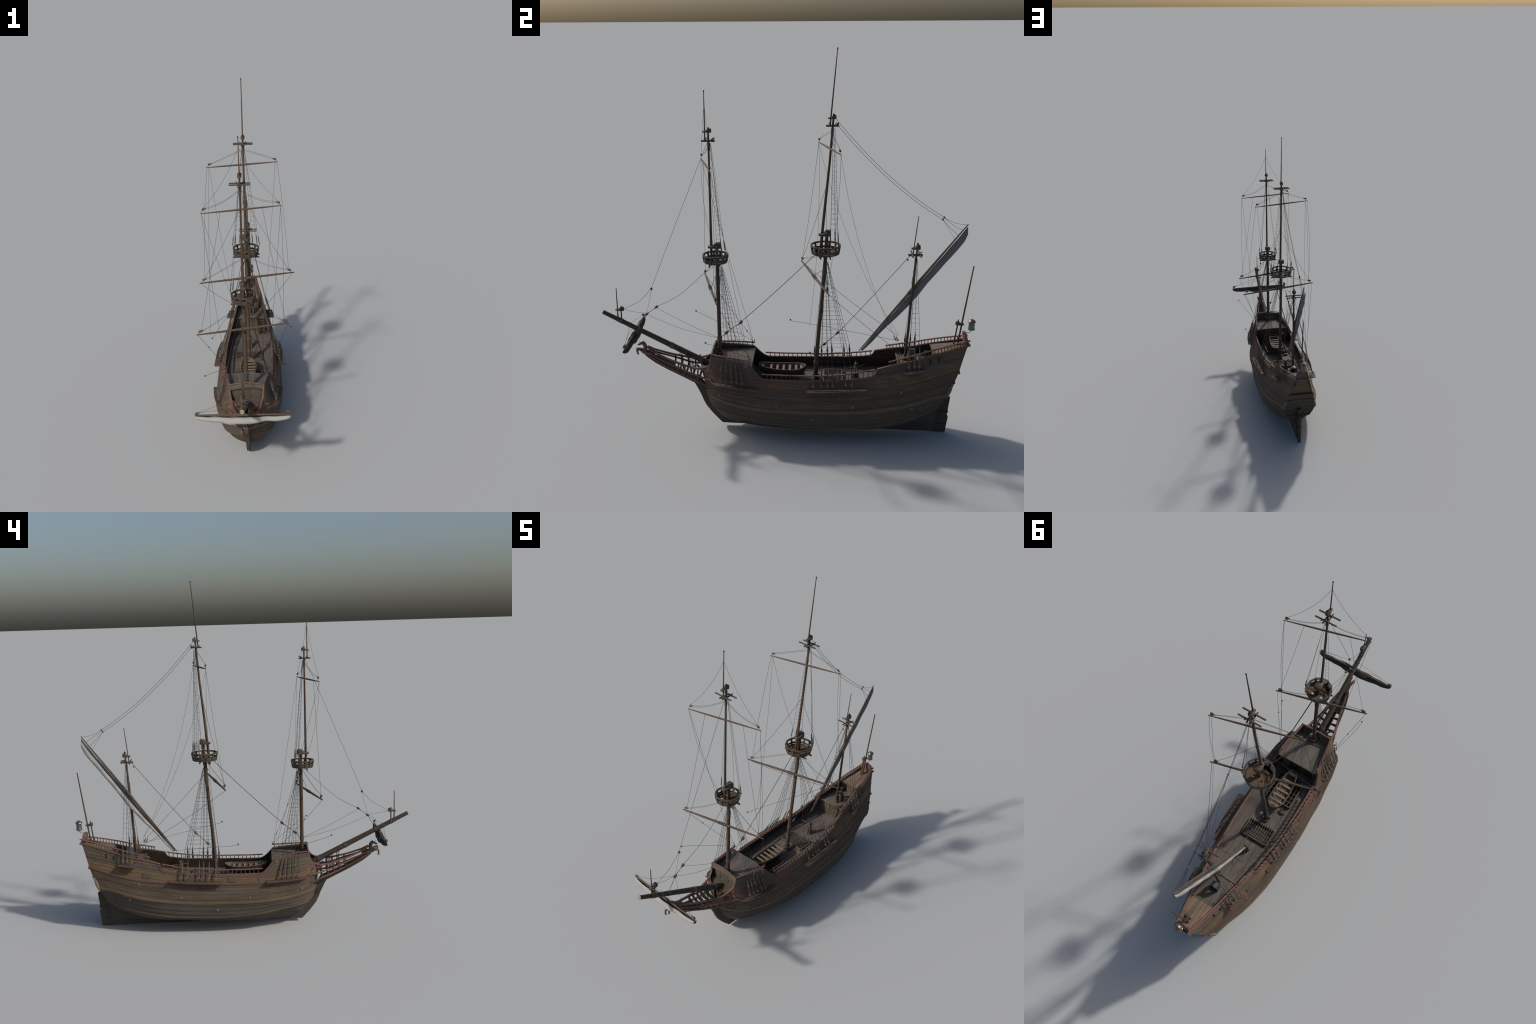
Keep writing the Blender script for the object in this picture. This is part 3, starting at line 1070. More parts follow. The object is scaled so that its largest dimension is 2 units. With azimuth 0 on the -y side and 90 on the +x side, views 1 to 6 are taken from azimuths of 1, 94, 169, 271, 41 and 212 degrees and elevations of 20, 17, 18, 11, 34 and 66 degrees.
# steering hood with a barrel roof
m = Mesh()
cs = [V((0, .640, .434)), V((0, .672, .434))]
ang = math.radians(-30)
def hood_pt(x, y, z):
    return V((.001 + x, .655 + y, z))
prof = [(.022 * math.cos(a), .456 + .022 * math.sin(a)) for a in [math.pi * i / 12 for i in range(13)]]
outer = [[hood_pt(x, yy, z) for x, z in prof] for yy in (-.016, .016)]
inner = [[hood_pt(x * .86, yy, .456 + (z - .456) * .86) for x, z in prof] for yy in (-.016, .016)]
m.grid(outer); m.grid(inner, flip=True)
for k in (0, 1):
    m.grid([outer[k], inner[k]], flip=(k == 0))
hood = m.obj('steering_hood', M_BLUE)
for sx in (-1, 1):
    m = Mesh(); m.box((.001 + sx * .0205, .655, .432), (.003, .032, .048)); m.obj('hood_side', M_WALL, hood)
m = Mesh(); m.box((.001, .6395, .432), (.036, .003, .048)); m.obj('hood_front', M_TRIM, hood)
m = Mesh(); m.tube([(.004, .680, .411), (.004, .682, .452)], .0016, 6); m.obj('whipstaff', M_TRIM, hood)
# small bench beside the mizzen
m = Mesh(); m.box((-.052, .742, .440), (.030, .024, .006)); m.box((-.064, .742, .424), (.004, .02, .028)); m.box((-.040, .742, .424), (.004, .02, .028)); m.obj('deck_bench', M_GREY, q_deck)

# loopholes, ports and plates on the sides
def on_hull(y, z, s, out=0.0):
    e = .004
    px = V((HB(y, z), y, z))
    ty = V((HB(y + e, z) - HB(y - e, z), 2 * e, 0)).normalized()
    tz = V((HB(y, z + e) - HB(y, z - e), 0, 2 * e)).normalized()
    n = ty.cross(tz).normalized()
    if n.x < 0: n = -n
    p = px + n * out
    R = Matrix((n, ty, tz)).transposed()
    if s < 0:
        F = Matrix(((-1, 0, 0), (0, 1, 0), (0, 0, 1)))
        p = F @ p; R = F @ R
    return p, R


def plate(y, z, w, h, d, name, mat, ch=.15, parent=None, out=.0004):
    for s in (-1, 1):
        p, R = on_hull(y, z, s, out)
        m = Mesh(); m.box(p, (d, w, h), R, ch); m.obj(name, mat, parent or hull)


for y, z, wd, h in ((-.113, .3135, .041, .030), (.0606, .3205, .041, .030), (.290, .325, .041, .030), (.5527, .347, .042, .034)):
    plate(y, z, wd, h, .0052, 'gun_port_lid', M_PORT)
for y, z in ((-.3397, .2499), (-.2013, .4105), (-.0405, .218), (.1462, .1477), (.5967, .2987), (.352, .2252), (.6527, .2109)):
    plate(y, z, .0120, .0130, .004, 'lead_patch', M_LEAD, .3)
for y, z in ((.788, .452), (.743, .445)):
    plate(y, z, .0095, .030, .005, 'loophole_frame', M_GREY, .2)
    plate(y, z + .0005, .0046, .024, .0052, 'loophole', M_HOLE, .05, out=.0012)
# hawse holes at the bow
for y, z in ((-.415, .243), (-.405, .232)):
    for s in (-1, 1):
        p, R = on_hull(y, z, s, .0)
        m = Mesh(); m.lathe([(.0036, -.002), (.0036, .0008), (.0022, .001), (.0022, -.002)], p, R @ V((1, 0, 0)), 12)
        m.obj('hawse_hole', M_DARK, hull)

# ---------------------------------------------------------------- channels, deadeyes, chain plates
def channel(outer, zf, name):
    """outer: (y, x) outline of the shelf standing off the hull."""
    for s in (-1, 1):
        m = Mesh()
        ys = [p[0] for p in outer]
        n = 24
        top, bot = [], []
        fo = lin(outer)
        for i in range(n + 1):
            y = ys[0] + (ys[-1] - ys[0]) * i / n
            z = zf(y)
            top.append([V((s * (HB(y, z) - .003), y, z + .0026)), V((s * fo(y), y, z + .0026))])
            bot.append([V((s * (HB(y, z) - .003), y, z - .0022)), V((s * fo(y), y, z - .0022))])
        m.grid(top); m.grid(bot, flip=True)
        m.grid([[r[0] for r in top], [r[0] for r in bot]])
        m.grid([[r[1] for r in top], [r[1] for r in bot]])
        m.grid([top[0], bot[0]]); m.grid([top[-1], bot[-1]])
        o = m.obj(name, M_CHAN, hull)
        m = Mesh()
        path = [V((s * (fo(y)), y, zf(y))) for y in [ys[0] + (ys[-1] - ys[0]) * i / n for i in range(n + 1)]]
        m.sweep(path, RECT(.004, .0062))
        for y in (ys[0], ys[-1]):
            m.beam((s * (HB(y, zf(y)) - .002), y, zf(y)), (s * fo(y), y, zf(y)), .004, .0062)
        m.obj('channel_edge', M_RED, hull)


FCH = lin([(-.385, .3185), (-.36, .3155), (-.142, .3055)])
MCH = lin([(.112, .3095), (.414, .3185)])
ZCH = lin([(.6165, .4005), (.7084, .4095)])
channel([(-.392, .118), (-.372, .150), (-.352, .166), (-.25, .187), (-.15, .1965), (-.139, .1965)], FCH, 'fore_channel')
channel([(.115, .2085), (.122, .2095), (.30, .203), (.414, .1865), (.419, .185)], MCH, 'main_channel')
channel([(.614, .1525), (.64, .1525), (.7084, .1415), (.711, .1405)], ZCH, 'mizzen_channel')

SHROUDS = Mesh(); RAT = Mesh()


def tackle(base, top, hullpt, name='deadeye_tackle', k=1.0, parent=None):
    """chain loop, lower deadeye, lanyards, upper deadeye and fork of one shroud"""
    base, top = V(base), V(top)
    d = (top - base); L = d.length; d.normalize()
    m = Mesh()
    m.tube([base, base + d * L * .13], .0012 * k, 6)
    side = d.cross(V((0, 1, 0))).normalized()
    fw = side.cross(d).normalized()
    dm = Mesh()
    for f, r in ((.20, .0072), (.64, .0061)):
        c = base + d * L * f
        dm.lathe([(.0, -.0038 * k), (r * .8 * k, -.0038 * k), (r * k, 0), (r * .8 * k, .0038 * k), (0, .0038 * k)], c, side, 12)
    m.beam(base + d * L * .22, base + d * L * .62, .0076 * k, .0044 * k, side)
    p0 = base + d * L * .62
    pts = [p0, p0 + d * L * .12, base + d * L]
    m.tube(pts, [.0044 * k, .0034 * k, .0016 * k], 8)
    o = m.obj(name, M_TACK, parent or hull, 50)
    dm.obj('deadeye', M_DEAD, parent or hull, 50)
    if hullpt is not None:
        c = Mesh(); c.tube([base + V((0, 0, -.001)), V(hullpt)], .0008, 5)
        c.obj('chain_plate', M_IRON, parent or hull)
    return o


M_DEAD = plain('deadeye_wood', (.115, .090, .064), .7, 0, .3, 150)
M_TACK = plain('tarred_tackle', (.058, .056, .046), .75, 0, .35, 120)


def ratlines(lines, z0, z1, step, r=.00055):
    """horizontal rungs across a set of shrouds given as (foot, head)"""
    z = z0
    while z < z1:
        pts = []
        for a, b in lines:
            if (a.z - z) * (b.z - z) > 0: continue
            t_ = (z - a.z) / (b.z - a.z)
            pts.append(a.lerp(b, t_))
        for p, q in zip(pts, pts[1:]):
            mid = (p + q) / 2 - V((0, 0, .0006))
            RAT.tube([p, mid, q], r, 4, False)
        z += step * random.uniform(.92, 1.08)


def shroud_gang(ys, zbase, xin, forks, head, z0, z1, step, hullz):
    for s in (-1, 1):
        lines = []
        for i, y in enumerate(ys):
            zb = zbase(y) + .003
            xo = xin(y)
            fy, fx, fz = forks(i, y)
            hp = None
            if hullz:
                hz = hullz(y)
                hp = (s * (HB(y, hz) + .001), y, hz)
            tackle((s * xo, y, zb), (s * fx, fy, fz), hp)
            h = V((s * head[0], head[1] + head[3] * i, head[2] - .004 * i))
            SHROUDS.tube([V((s * fx, fy, fz)), h], .0009, 5, False)
            lines.append((V((s * fx, fy, fz)), h))
        ratlines(lines, z0, z1, step)


shroud_gang([-.330, -.301, -.272, -.243, -.214], FCH, lin([(-.34, .163), (-.2, .182)]), lambda i, y: ((-.326, -.303, -.278, -.254, -.231)[i], .127, .437 - .004 * i),
            (.010, -.346, .925, .004), .452, .90, .0235, lambda y: .268 if y > -.3 else .278)
shroud_gang([.150, .190, .222, .248, .316, .347], MCH, lin([(.15, .195), (.35, .183)]), lambda i, y: (y * .95 + .008, .140, .418 + .004 * i),
            (.011, .192, .962, .004), .43, .955, .0235, lambda y: .258 + .02 * y)
shroud_gang([.634, .662, .686], ZCH, lin([(.63, .140), (.69, .132)]), lambda i, y: (y - .001, .100, .524 + .003 * i),
            (.006, .655, .972, .003), .535, .965, .027, lambda y: .36)

# ---------------------------------------------------------------- masts
def spar(path, radii, name, mat, parent=None, n=14):
    m = Mesh(); m.tube(path, radii, n)
    return m.obj(name, mat, parent, 50)


def wrap(a, b, r, parent, turns=10, name='rope_wrap'):
    """lashing: rope turns round a spar"""
    a, b = V(a), V(b)
    d = (b - a); L = d.length; d.normalize()
    prof = []
    for i in range(turns * 4 + 1):
        ph = i / 4.0
        prof.append((r + .0007 * math.sin(2 * math.pi * ph), L * i / (turns * 4)))
    m = Mesh(); m.lathe(prof, a, d, 14)
    return m.obj(name, M_WRAP, parent, 60)


def hoop(c, r, h, axis, parent, mat=None, bulge=0.0):
    m = Mesh()
    m.lathe([(r - .002, -h / 2), (r, -h / 2), (r + bulge, 0), (r, h / 2), (r - .002, h / 2)], c, axis, 16)
    return m.obj('iron_hoop', mat or M_IRON, parent)


def line_at(a, b):
    a, b = V(a), V(b)
    return lambda z: a.lerp(b, (z - a.z) / (b.z - a.z))


def collar(c, r, parent, axis=V((0, 0, 1))):
    m = Mesh(); m.ring(c, r, .0032, axis, 20, 6, 1.0)
    o = m.obj('mast_collar', M_TRIM, parent)
    m = Mesh()
    for i in range(4):
        a = i * math.pi / 2 + .78
        d = V((math.cos(a), math.sin(a), 0))
        m.box(V(c) + d * r - V((0, 0, .010)), (.005, .005, .020))
    m.obj('collar_post', M_FIT, parent)


def cap_block(front, back, z, w, h, parent, name='mast_cap'):
    """timber that joins two spars: heavy at the back, thin loop in front"""
    m = Mesh()
    L = back - front
    prof = [(0, .20, .32), (.04, .38, .38), (.30, .44, .40), (.46, .50, .62), (.60, .56, .95), (.85, .56, 1.0), (.97, .42, .92), (1, .25, .75)]
    rows = []
    for f, ww, hh in prof:
        y = front + L * f
        a, b = w * ww, h * hh
        zc = z - h * .25
        rows.append([V((-a, y, zc)), V((a, y, zc)), V((a, y, zc + b * .75)), V((a * .7, y, zc + b)), V((-a * .7, y, zc + b)), V((-a, y, zc + b * .75))])
    m.grid(rows, close_v=True)
    m.f.append(tuple(range(6))); e = (len(rows) - 1) * 6
    m.f.append(tuple(e + 5 - k for k in range(6)))
    return m.obj(name, M_TOP, parent, 40)


def crow_nest(c, z_rim, z_floor, R, r, parent, hole_y):
    """round fighting top: floor, lower hoop, twelve leaning posts and a rail"""
    n = 12
    m = Mesh()
    def ringpts(rad, z): return [V((rad * math.cos(2 * math.pi * (k + .5) / n), c + rad * math.sin(2 * math.pi * (k + .5) / n), z)) for k in range(n)]
    def hoop12(rad, z, w, h):
        rows = []
        for k in range(n):
            a = 2 * math.pi * (k + .5) / n
            d = V((math.cos(a), math.sin(a), 0)); p = V((0, c, z)) + d * rad
            rows.append([p - d * w / 2 - V((0, 0, h / 2)), p + d * w / 2 - V((0, 0, h / 2)), p + d * w / 2 + V((0, 0, h / 2)), p - d * w / 2 + V((0, 0, h / 2))])
        m.grid(rows, close_u=True, close_v=True)
    hoop12(R - .002, z_rim, .0085, .0075)
    hoop12(r, z_floor, .008, .007)
    hoop12(r + (R - r) * .36, z_floor + (z_rim - z_floor) * .34, .0035, .010)
    nest = m.obj('crow_nest', M_TOP, parent, 20)
    for k in range(n):
        a = 2 * math.pi * (k + .5) / n
        d = V((math.cos(a), math.sin(a), 0))
        b = Mesh()
        b.beam(V((0, c, z_floor - .002)) + d * (r + .001), V((0, c, z_rim)) + d * (R - .001), .0095, .0065, d)
        b.obj('nest_post', M_TOP, parent, 20)
    # floor with square lubber holes
    bm = Mesh()
    half = r
    N = 44
    hs = .0066
    holes = [(q * .024, w_) for q in (-1, 1) for w_ in (-.019, .021)]
    step = 2 * half / N
    for i in range(N):
        for j in range(N):
            x, y = -half + step * (i + .5), -half + step * (j + .5)
            if math.hypot(x, y) > r - .001: continue
            if any(abs(x - hx) < hs and abs(y - hy) < hs for hx, hy in holes): continue
            z = z_floor
            q = [V((x + a * step / 2, c + y + b * step / 2, z)) for a, b in ((-1, -1), (1, -1), (1, 1), (-1, 1))]
            bm.add(q, [(0, 1, 2, 3)])
    o = bm.obj('nest_floor', M_BARREL, parent)
    b2 = bmesh.new(); b2.from_mesh(o.data)
    bmesh.ops.remove_doubles(b2, verts=b2.verts, dist=1e-5)
    b2.to_mesh(o.data); b2.free()
    sm = o.modifiers.new('thick', 'SOLIDIFY'); sm.thickness = .0025
    # trestle trees under the floor
    b = Mesh()
    for yy in (-.024, .024):
        b.beam((-R - .001, c + yy, z_floor - .010), (R + .001, c + yy, z_floor - .010), .007, .009)
    for xx in (-.012, .012):
        b.beam((xx, c - r * .95, z_floor - .0055), (xx, c + r * .9, z_floor - .0055), .006, .007)
    b.obj('trestle_tree', M_TOP, parent)
    return nest


def crosstrees(y0, y1, z, half, parent, ys, drop=0.0):
    m = Mesh()
    for xx in (-.008, .008):
        m.beam((xx, y0, z), (xx, y1, z), .0055, .0075)
    for y in ys:
        m.beam((-half, y, z + .006), (half, y, z + .006), .0065, .0065)
    o = m.obj('crosstree', M_TOP, parent)
    m = Mesh()
    y = ys[-1]
    m.beam((.010, y - .008, z + .002), (.018, y + .012, z + .012), .004, .005)
    m.beam((-.010, y - .008, z + .002), (-.018, y + .012, z + .012), .004, .005)
    m.obj('crosstree_cleat', M_GREY, parent)


def finial(p, axis, r, parent):
    m = Mesh()
    m.lathe([(r * .6, -r * 2), (r, -r * 1.4), (r, r * .4), (r * .7, r * 1.2), (0, r * 1.6)], p, V(axis), 10)
    m.obj('finial', M_DARK, parent)


# fore mast
FL = line_at((0, -.3505, .28), (0, -.3545, 1.038))
foremast = spar([FL(z) for z in (.28, .45, .7, .9, .93, 1.036)], [.0108, .0106, .0100, .0092, .0086, .0080], 'foremast', M_MAST)
FT = line_at((0, -.383, .925), (0, -.3825, 1.622))
spar([FT(z) for z in (.925, 1.1, 1.3, 1.5, 1.622)], [.0066, .0063, .0055, .0048, .0042], 'topmast', M_MAST, foremast)
FP = line_at((0, -.4003, 1.552), (0, -.399, 1.799))
spar([FP(z) for z in (1.552, 1.65, 1.796)], [.0034, .0028, .0019], 'flag_pole', M_MAST, foremast)
finial(FP(1.796), (0, 0, 1), .0030, foremast)
crow_nest(-.3625, .973, .9385, .0655, .0575, foremast, -.040)
cap_block(-.400, -.332, 1.017, .034, .028, foremast)
cap_block(-.4115, -.3675, 1.602, .019, .019, foremast)
crosstrees(-.4175, -.352, 1.556, .0530, foremast, (-.401, -.366))
wrap(FL(.813), FL(.857), .0112, foremast)
wrap(FT(1.508), FT(1.545), .0062, foremast, 8)
hoop(FL(.511), .0126, .022, V((0, 0, 1)), foremast, None, .0012)
hoop(FT(1.040), .0078, .014, V((0, 0, 1)), foremast)
hoop(FT(1.30), .0064, .006, V((0, 0, 1)), foremast)
hoop(FL(.932), .0102, .012, V((0, 0, 1)), foremast, M_DARK)
collar((0, -.3505, .431), .0165, foremast)
# main mast
ML = line_at((0, .160, .29), (0, .2062, 1.111))
ML2 = lin([(.28, .1585), (.31, .161), (.385, .161), (.468, .1655), (.584, .173), (.705, .1835), (.766, .187), (.893, .1965), (1.059, .204), (1.111, .206)])
mp_ = [V((0, ML2(z), z)) for z in (.28, .385, .468, .584, .705, .80, .893, .98, 1.059, 1.111)]
mainmast = spar(mp_, [.0112, .0110, .0106, .0102, .0098, .0094, .0092, .0086, .0082, .0080], 'mainmast', M_MAST)
def MLz(z): return V((0, ML2(z), z))
MT = Pchip([(.965, .1735), (1.007, .1755), (1.086, .180), (1.149, .1855), (1.30, .1985), (1.447, .2115), (1.642, .2245), (1.688, .228)])
def MTz(z): return V((0, MT(z), z))
spar([MTz(z) for z in (.965, 1.05, 1.15, 1.30, 1.45, 1.6, 1.69)], [.0078, .0076, .0073, .0067, .0060, .0055, .0048], 'topmast', M_MAST, mainmast)
MP = line_at((0, .2105, 1.628), (0, .240, 1.997))
spar([MP(z) for z in (1.628, 1.75, 1.87, 1.994)], [.0040, .0034, .0028, .0020], 'flag_pole', M_MAST, mainmast)
finial(MP(1.993), (0, .08, 1), .0031, mainmast)
hoop(MP(1.871), .0034, .004, V((0, .08, 1)), mainmast)
crow_nest(.1995, 1.032, .9935, .0760, .0670, mainmast, -.046)
cap_block(.163, .2255, 1.090, .036, .028, mainmast)
cap_block(.2005, .2405, 1.670, .019, .019, mainmast)
crosstrees(.1915, .2545, 1.632, .0545, mainmast, (.207, .241))
wrap(MLz(.863), MLz(.908), .0114, mainmast)
wrap(MTz(1.590), MTz(1.622), .0068, mainmast, 8)
wrap(MTz(1.535), MTz(1.556), .0068, mainmast, 5)
hoop(MLz(.468), .0124, .010, V((0, .05, 1)), mainmast)
hoop(MLz(.705), .0116, .010, V((0, .08, 1)), mainmast)
hoop(MLz(.385), .0132, .022, V((0, .02, 1)), mainmast, None, .001)
hoop(MLz(.972), .0112, .014, V((0, .05, 1)), mainmast, M_DARK)
hoop(MTz(1.315), .0082, .007, V((0, .08, 1)), mainmast)
collar((0, .1605, .313), .0175, mainmast)
# mizzen mast
ZL = lin([(.405, .6235), (.42, .6245), (.436, .625), (.595, .635), (.801, .6445), (.961, .6535), (1.01, .659), (1.045, .660)])
def ZLz(z): return V((0, ZL(z), z))
mizzen = spar([ZLz(z) for z in (.405, .6, .8, .96, 1.03)], [.0074, .0070, .0060, .0052, .0042], 'mizzenmast', M_MAST)
ZP = line_at((0, .637, .975), (0, .657, 1.189))
spar([ZP(z) for z in (.975, 1.08, 1.189)], [.0030, .0025, .0019], 'flag_pole', M_MAST, mizzen)
cap_block(.6285, .674, 1.024, .021, .022, mizzen)
crosstrees(.6155, .686, .9875, .0555, mizzen, (.634, .672))
m = Mesh(); m.lathe([(.004, -.012), (.0048, -.006), (.003, -.002), (.0052, .003), (.0045, .008), (0, .011)], (0, .660, 1.042), n=12); m.obj('finial', M_DARK, mizzen)
wrap(ZLz(.834), ZLz(.868), .0078, mizzen, 8)
hoop(ZLz(.901), .0070, .010, V((0, .05, 1)), mizzen)
hoop(ZLz(.968), .0064, .010, V((0, .05, 1)), mizzen, M_DARK)
collar((0, .6246, .4245), .0115, mizzen)
# bowsprit with its little mast
B0, B1 = V((.0, -.400, .3575)), V((0, -.9705, .6462))
bd = (B1 - B0).normalized()
bowsprit = spar([B0, B0.lerp(B1, .3), B0.lerp(B1, .7), B1], [.0158, .0152, .0130, .0108], 'bowsprit', M_SPRIT)
m = Mesh(); m.lathe([(.0104, 0), (.0104, .0006), (0, .0008)], B1, bd, 16); m.obj('bowsprit_end', M_TIP, bowsprit)
for f, r, h in ((.095, .0178, .022), (.365, .0165, .018), (.675, .0148, .010), (.755, .0140, .010), (.833, .0142, .016), (.862, .0134, .008)):
    hoop(B0.lerp(B1, f), r, h, bd, bowsprit)
# gammoning lashings to the beak
for f in (.185, .215, .285):
    p = B0.lerp(B1, f)
    m = Mesh()
    for s in (-1, 1):
        for dy in (-.003, .003):
            m.tube([p + V((0, dy, .0165)), p + V((s * .015, dy, .004)), p + V((s * .012, dy * 2, -.02)), V((s * .006, p.y + .012, at_y(PL, p.y).z))], .0013, 5)
    m.obj('gammoning', M_ROPE, bowsprit)
spar([(0, -.874, .590), (0, -.8725, .668), (0, -.8722, .682)], [.0038, .0034, .0030], 'sprit_mast', M_MAST, bowsprit)
spar([(0, -.892, .605), (0, -.892, .668), (0, -.892, .781)], [.0040, .0030, .0020], 'sprit_pole', M_MAST, bowsprit)
cap_block(-.9025, -.8575, .662, .021, .019, bowsprit)

# ---------------------------------------------------------------- yards
def yard(a, b, rmid, rtip, parent, wrap_half=.022, curve=0.0, name='yard', mat=None):
    a, b = V(a), V(b)
    ts = [0, .02, .15, .3, .45, .5, .55, .7, .85, .98, 1]
    pts, rs = [], []
    for t_ in ts:
        k = 1 - abs(t_ - .5) * 2
        pts.append(a.lerp(b, t_) + V((0, 0, curve * k)))
        rs.append(rtip + (rmid - rtip) * min(1, k * 1.25) ** .8)
    o = spar(pts, rs, name, mat or M_YARD, parent, 10)
    if wrap_half:
        c = (a + b) / 2 + V((0, 0, curve)); d = (b - a).normalized()
        wrap(c - d * wrap_half, c + d * wrap_half, rmid + .0014, parent, 10)
    return o


yard((-.243, -.459, .792), (.236, -.330, .791), .0066, .0030, foremast, .023)
yard((-.268, .071, .8655), (.281, .219, .866), .0070, .0032, mainmast, .026)
yard((-.192, -.453, 1.4365), (.203, -.347, 1.439), .0046, .0020, foremast, 0)
yard((-.205, .155, 1.523), (.194, .263, 1.523), .0050, .0020, mainmast, 0)
LA, LB = V((-.015, .385, .4515)), V((-.0125, .9035, 1.1485))
lateen = yard(LA, LB, .0070, .0026, mizzen, .030, 0, 'lateen_yard')
SA, SB = V((-.2345, -.8085, .5325)), V((.2325, -.806, .530))
yard(SA, SB, .0062, .0034, bowsprit, .024, 0)

# ---------------------------------------------------------------- furled sails
def skin(rows, t, name, mat, parent):
    """closed cloth of thickness t from a grid of points"""
    m = Mesh(); m.grid(rows)
    o = m.obj(name, mat, parent, 80)
    nc = len(rows[0]) - 1
    for p in o.data.polygons:            # the back of the roll takes the second, darker material
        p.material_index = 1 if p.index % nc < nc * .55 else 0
    sm = o.modifiers.new('thick', 'SOLIDIFY'); sm.thickness = t; sm.offset = 0
    return o


# spritsail: a trough of cloth hanging below its yard, open at the back
rows = []
NS = 44
wid = lin([(0, .42), (.04, .60), (.12, .80), (.3, 1.0), (.5, 1.22), (.66, .98), (.8, .80), (.94, .66), (1, .40)])
for i in range(NS + 1):
    t_ = i / NS
    c = SA.lerp(SB, .012 + .974 * t_)
    w = wid(t_) * (1 + .05 * math.sin(t_ * 23))
    sagg = .004 * math.sin(t_ * 11 + .6) + .002 * math.sin(t_ * 29)
    r = []
    for dy, dz in ((.002, -.010), (.010, -.018), (.0155, -.026), (.0135, -.0335), (.004, -.0375), (-.008, -.0375), (-.018, -.034), (-.0245, -.0265), (-.0235, -.0165), (-.0135, -.0045)):
        fold = .0012 * math.sin(t_ * 37 + dz * 240)
        r.append(c + V((0, dy * w + fold, dz * w + sagg * .6 * min(1, -dz / .02))))
    rows.append(r)
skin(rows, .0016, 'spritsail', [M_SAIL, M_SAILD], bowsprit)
for e, k in ((SA, 1), (SB, -1)):
    m = Mesh(); q = e + V((k * .008, 0, -.002))
    m.tube([q, q + V((k * .002, .006, -.012)), q + V((k * .010, .0, -.018))], .0012, 5); m.obj('sail_tie', M_ROPE, bowsprit)

# lateen sail: long furled crescent under the sloping yard
rows = []
ld = (LB - LA).normalized()
ln = V((0, ld.z, -ld.y)).normalized()
wl = Pchip([(0, .010), (.03, .014), (.12, .021), (.22, .025), (.32, .037), (.42, .042), (.5, .043), (.62, .040), (.8, .0435), (.9, .043), (.965, .037), (1, .031)])
for i in range(61):
    t_ = .012 + .982 * i / 60
    c = LA.lerp(LB, t_)
    w = wl(t_) * (1 + .02 * math.sin(t_ * 31))
    bel = .55 + .45 * math.sin(math.pi * min(1, t_ * 1.0)) ** .7
    r = []
    for k, (fx, fn) in enumerate(((.000, .12), (.003, .28), (.0035, .52), (.001, .80), (-.004, .96), (-.009, 1.0), (-.0135, .92), (-.0150, .76), (-.0125, .56), (-.009, .44))):
        fold = .0012 * math.sin(t_ * 43 + k)
        r.append(c + V((fx * bel + fold, 0, 0)) + ln * (fn * w + .003) - ld * (fn * w * 1.33 * max(0, (t_ - .86) / .14) ** 2))
    rows.append(r)
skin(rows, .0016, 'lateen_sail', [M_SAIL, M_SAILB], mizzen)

# ---------------------------------------------------------------- rigging
rig = Mesh()


def rope(pts, r=.0008, n=6):
    rig.tube(spline(pts, 5) if len(pts) > 2 else [V(p) for p in pts], r * 1.08, 5, False)


def sag(a, b, s, r=.0008, n=12, dirn=V((0, 0, -1))):
    a, b = V(a), V(b)
    pts = [a.lerp(b, i / n) + dirn * s * 4 * (i / n) * (1 - i / n) for i in range(n + 1)]
    rig.tube(pts, r * 1.08, 5, False)


blocks = []


def block(p, d, k=1.0):
    k = k * 1.35
    """pear shaped pulley block with its strop"""
    m = Mesh()
    d = V(d).normalized()
    m.lathe([(.0008, -.011 * k), (.0016 * k, -.008 * k), (.0030 * k, -.005 * k), (.0054 * k, 0), (.0056 * k, .004 * k), (.0040 * k, .0075 * k), (.0, .009 * k)], p, d, 10, sx=.72)
    blocks.append(m)


def bead(p, r=.0035):
    r = r * 1.25
    m = Mesh(); m.ball(p, r, V((0, 0, 1)), 8, 1.1); blocks.append(m)


# fore topmast stay and its bridle
sag((0, -.386, 1.555), (0, -.705, .783), -.012, .0008, dirn=V((0, .6, 1)))
bead((0, -.705, .781), .0055)
rope([(0, -.707, .780), (0, -.76, .722), (0, -.80, .695), (0, -.858, .664)])
rope([(0, -.704, .776), (0, -.722, .70), (0, -.737, .645)], .0006)
# fore stay
rope([(0, -.372, .925), (0, -.50, .80), (0, -.58, .735), (0, -.684, .680)], .0009)
block((0, -.685, .679), (0, .8, .6), 1.1); block((0, -.735, .640), (0, -.8, -.6), 1.1)
rope([(0, -.690, .674), (0, -.730, .645)], .0012)
rope([(0, -.737, .637), (0, -.752, .612), (0, -.778, .565)], .0012)
rope([(0, -.858, .662), (0, -.80, .650), (0, -.737, .642)], .0007)
# sprit lines back to the fore mast
rope([(0, -.675, .672), (0, -.53, .592), (0, -.362, .514)], .0007)
rope([(0, -.725, .632), (0, -.56, .562), (0, -.362, .512)], .0007)
# main stay with tackle
sag((0, .150, .985), (0, -.232, .611), .006, .0014)
block((0, -.240, .602), (0, .72, .69), 1.25); block((0, -.312, .546), (0, -.78, -.62), 1.25)
for s in (-1, 1):
    rope([(s * .003, -.243, .599), (s * .003, -.309, .549)], .0008)
rope([(0, -.315, .543), (0, -.336, .522)], .0014)
# mizzen stay
sag((0, .624, .985), (0, .276, .562), .004, .0012)
bead((0, .6135, .962), .0038)
block((0, .268, .555), (0, .65, .76), 1.2); block((.001, .205, .494), (0, -.7, -.7), 1.2)
for s in (-1, 1):
    rope([(s * .003, .265, .552), (s * .003, .208, .497)], .0008)
rope([(0, .202, .491), (0, .180, .474)], .0012)
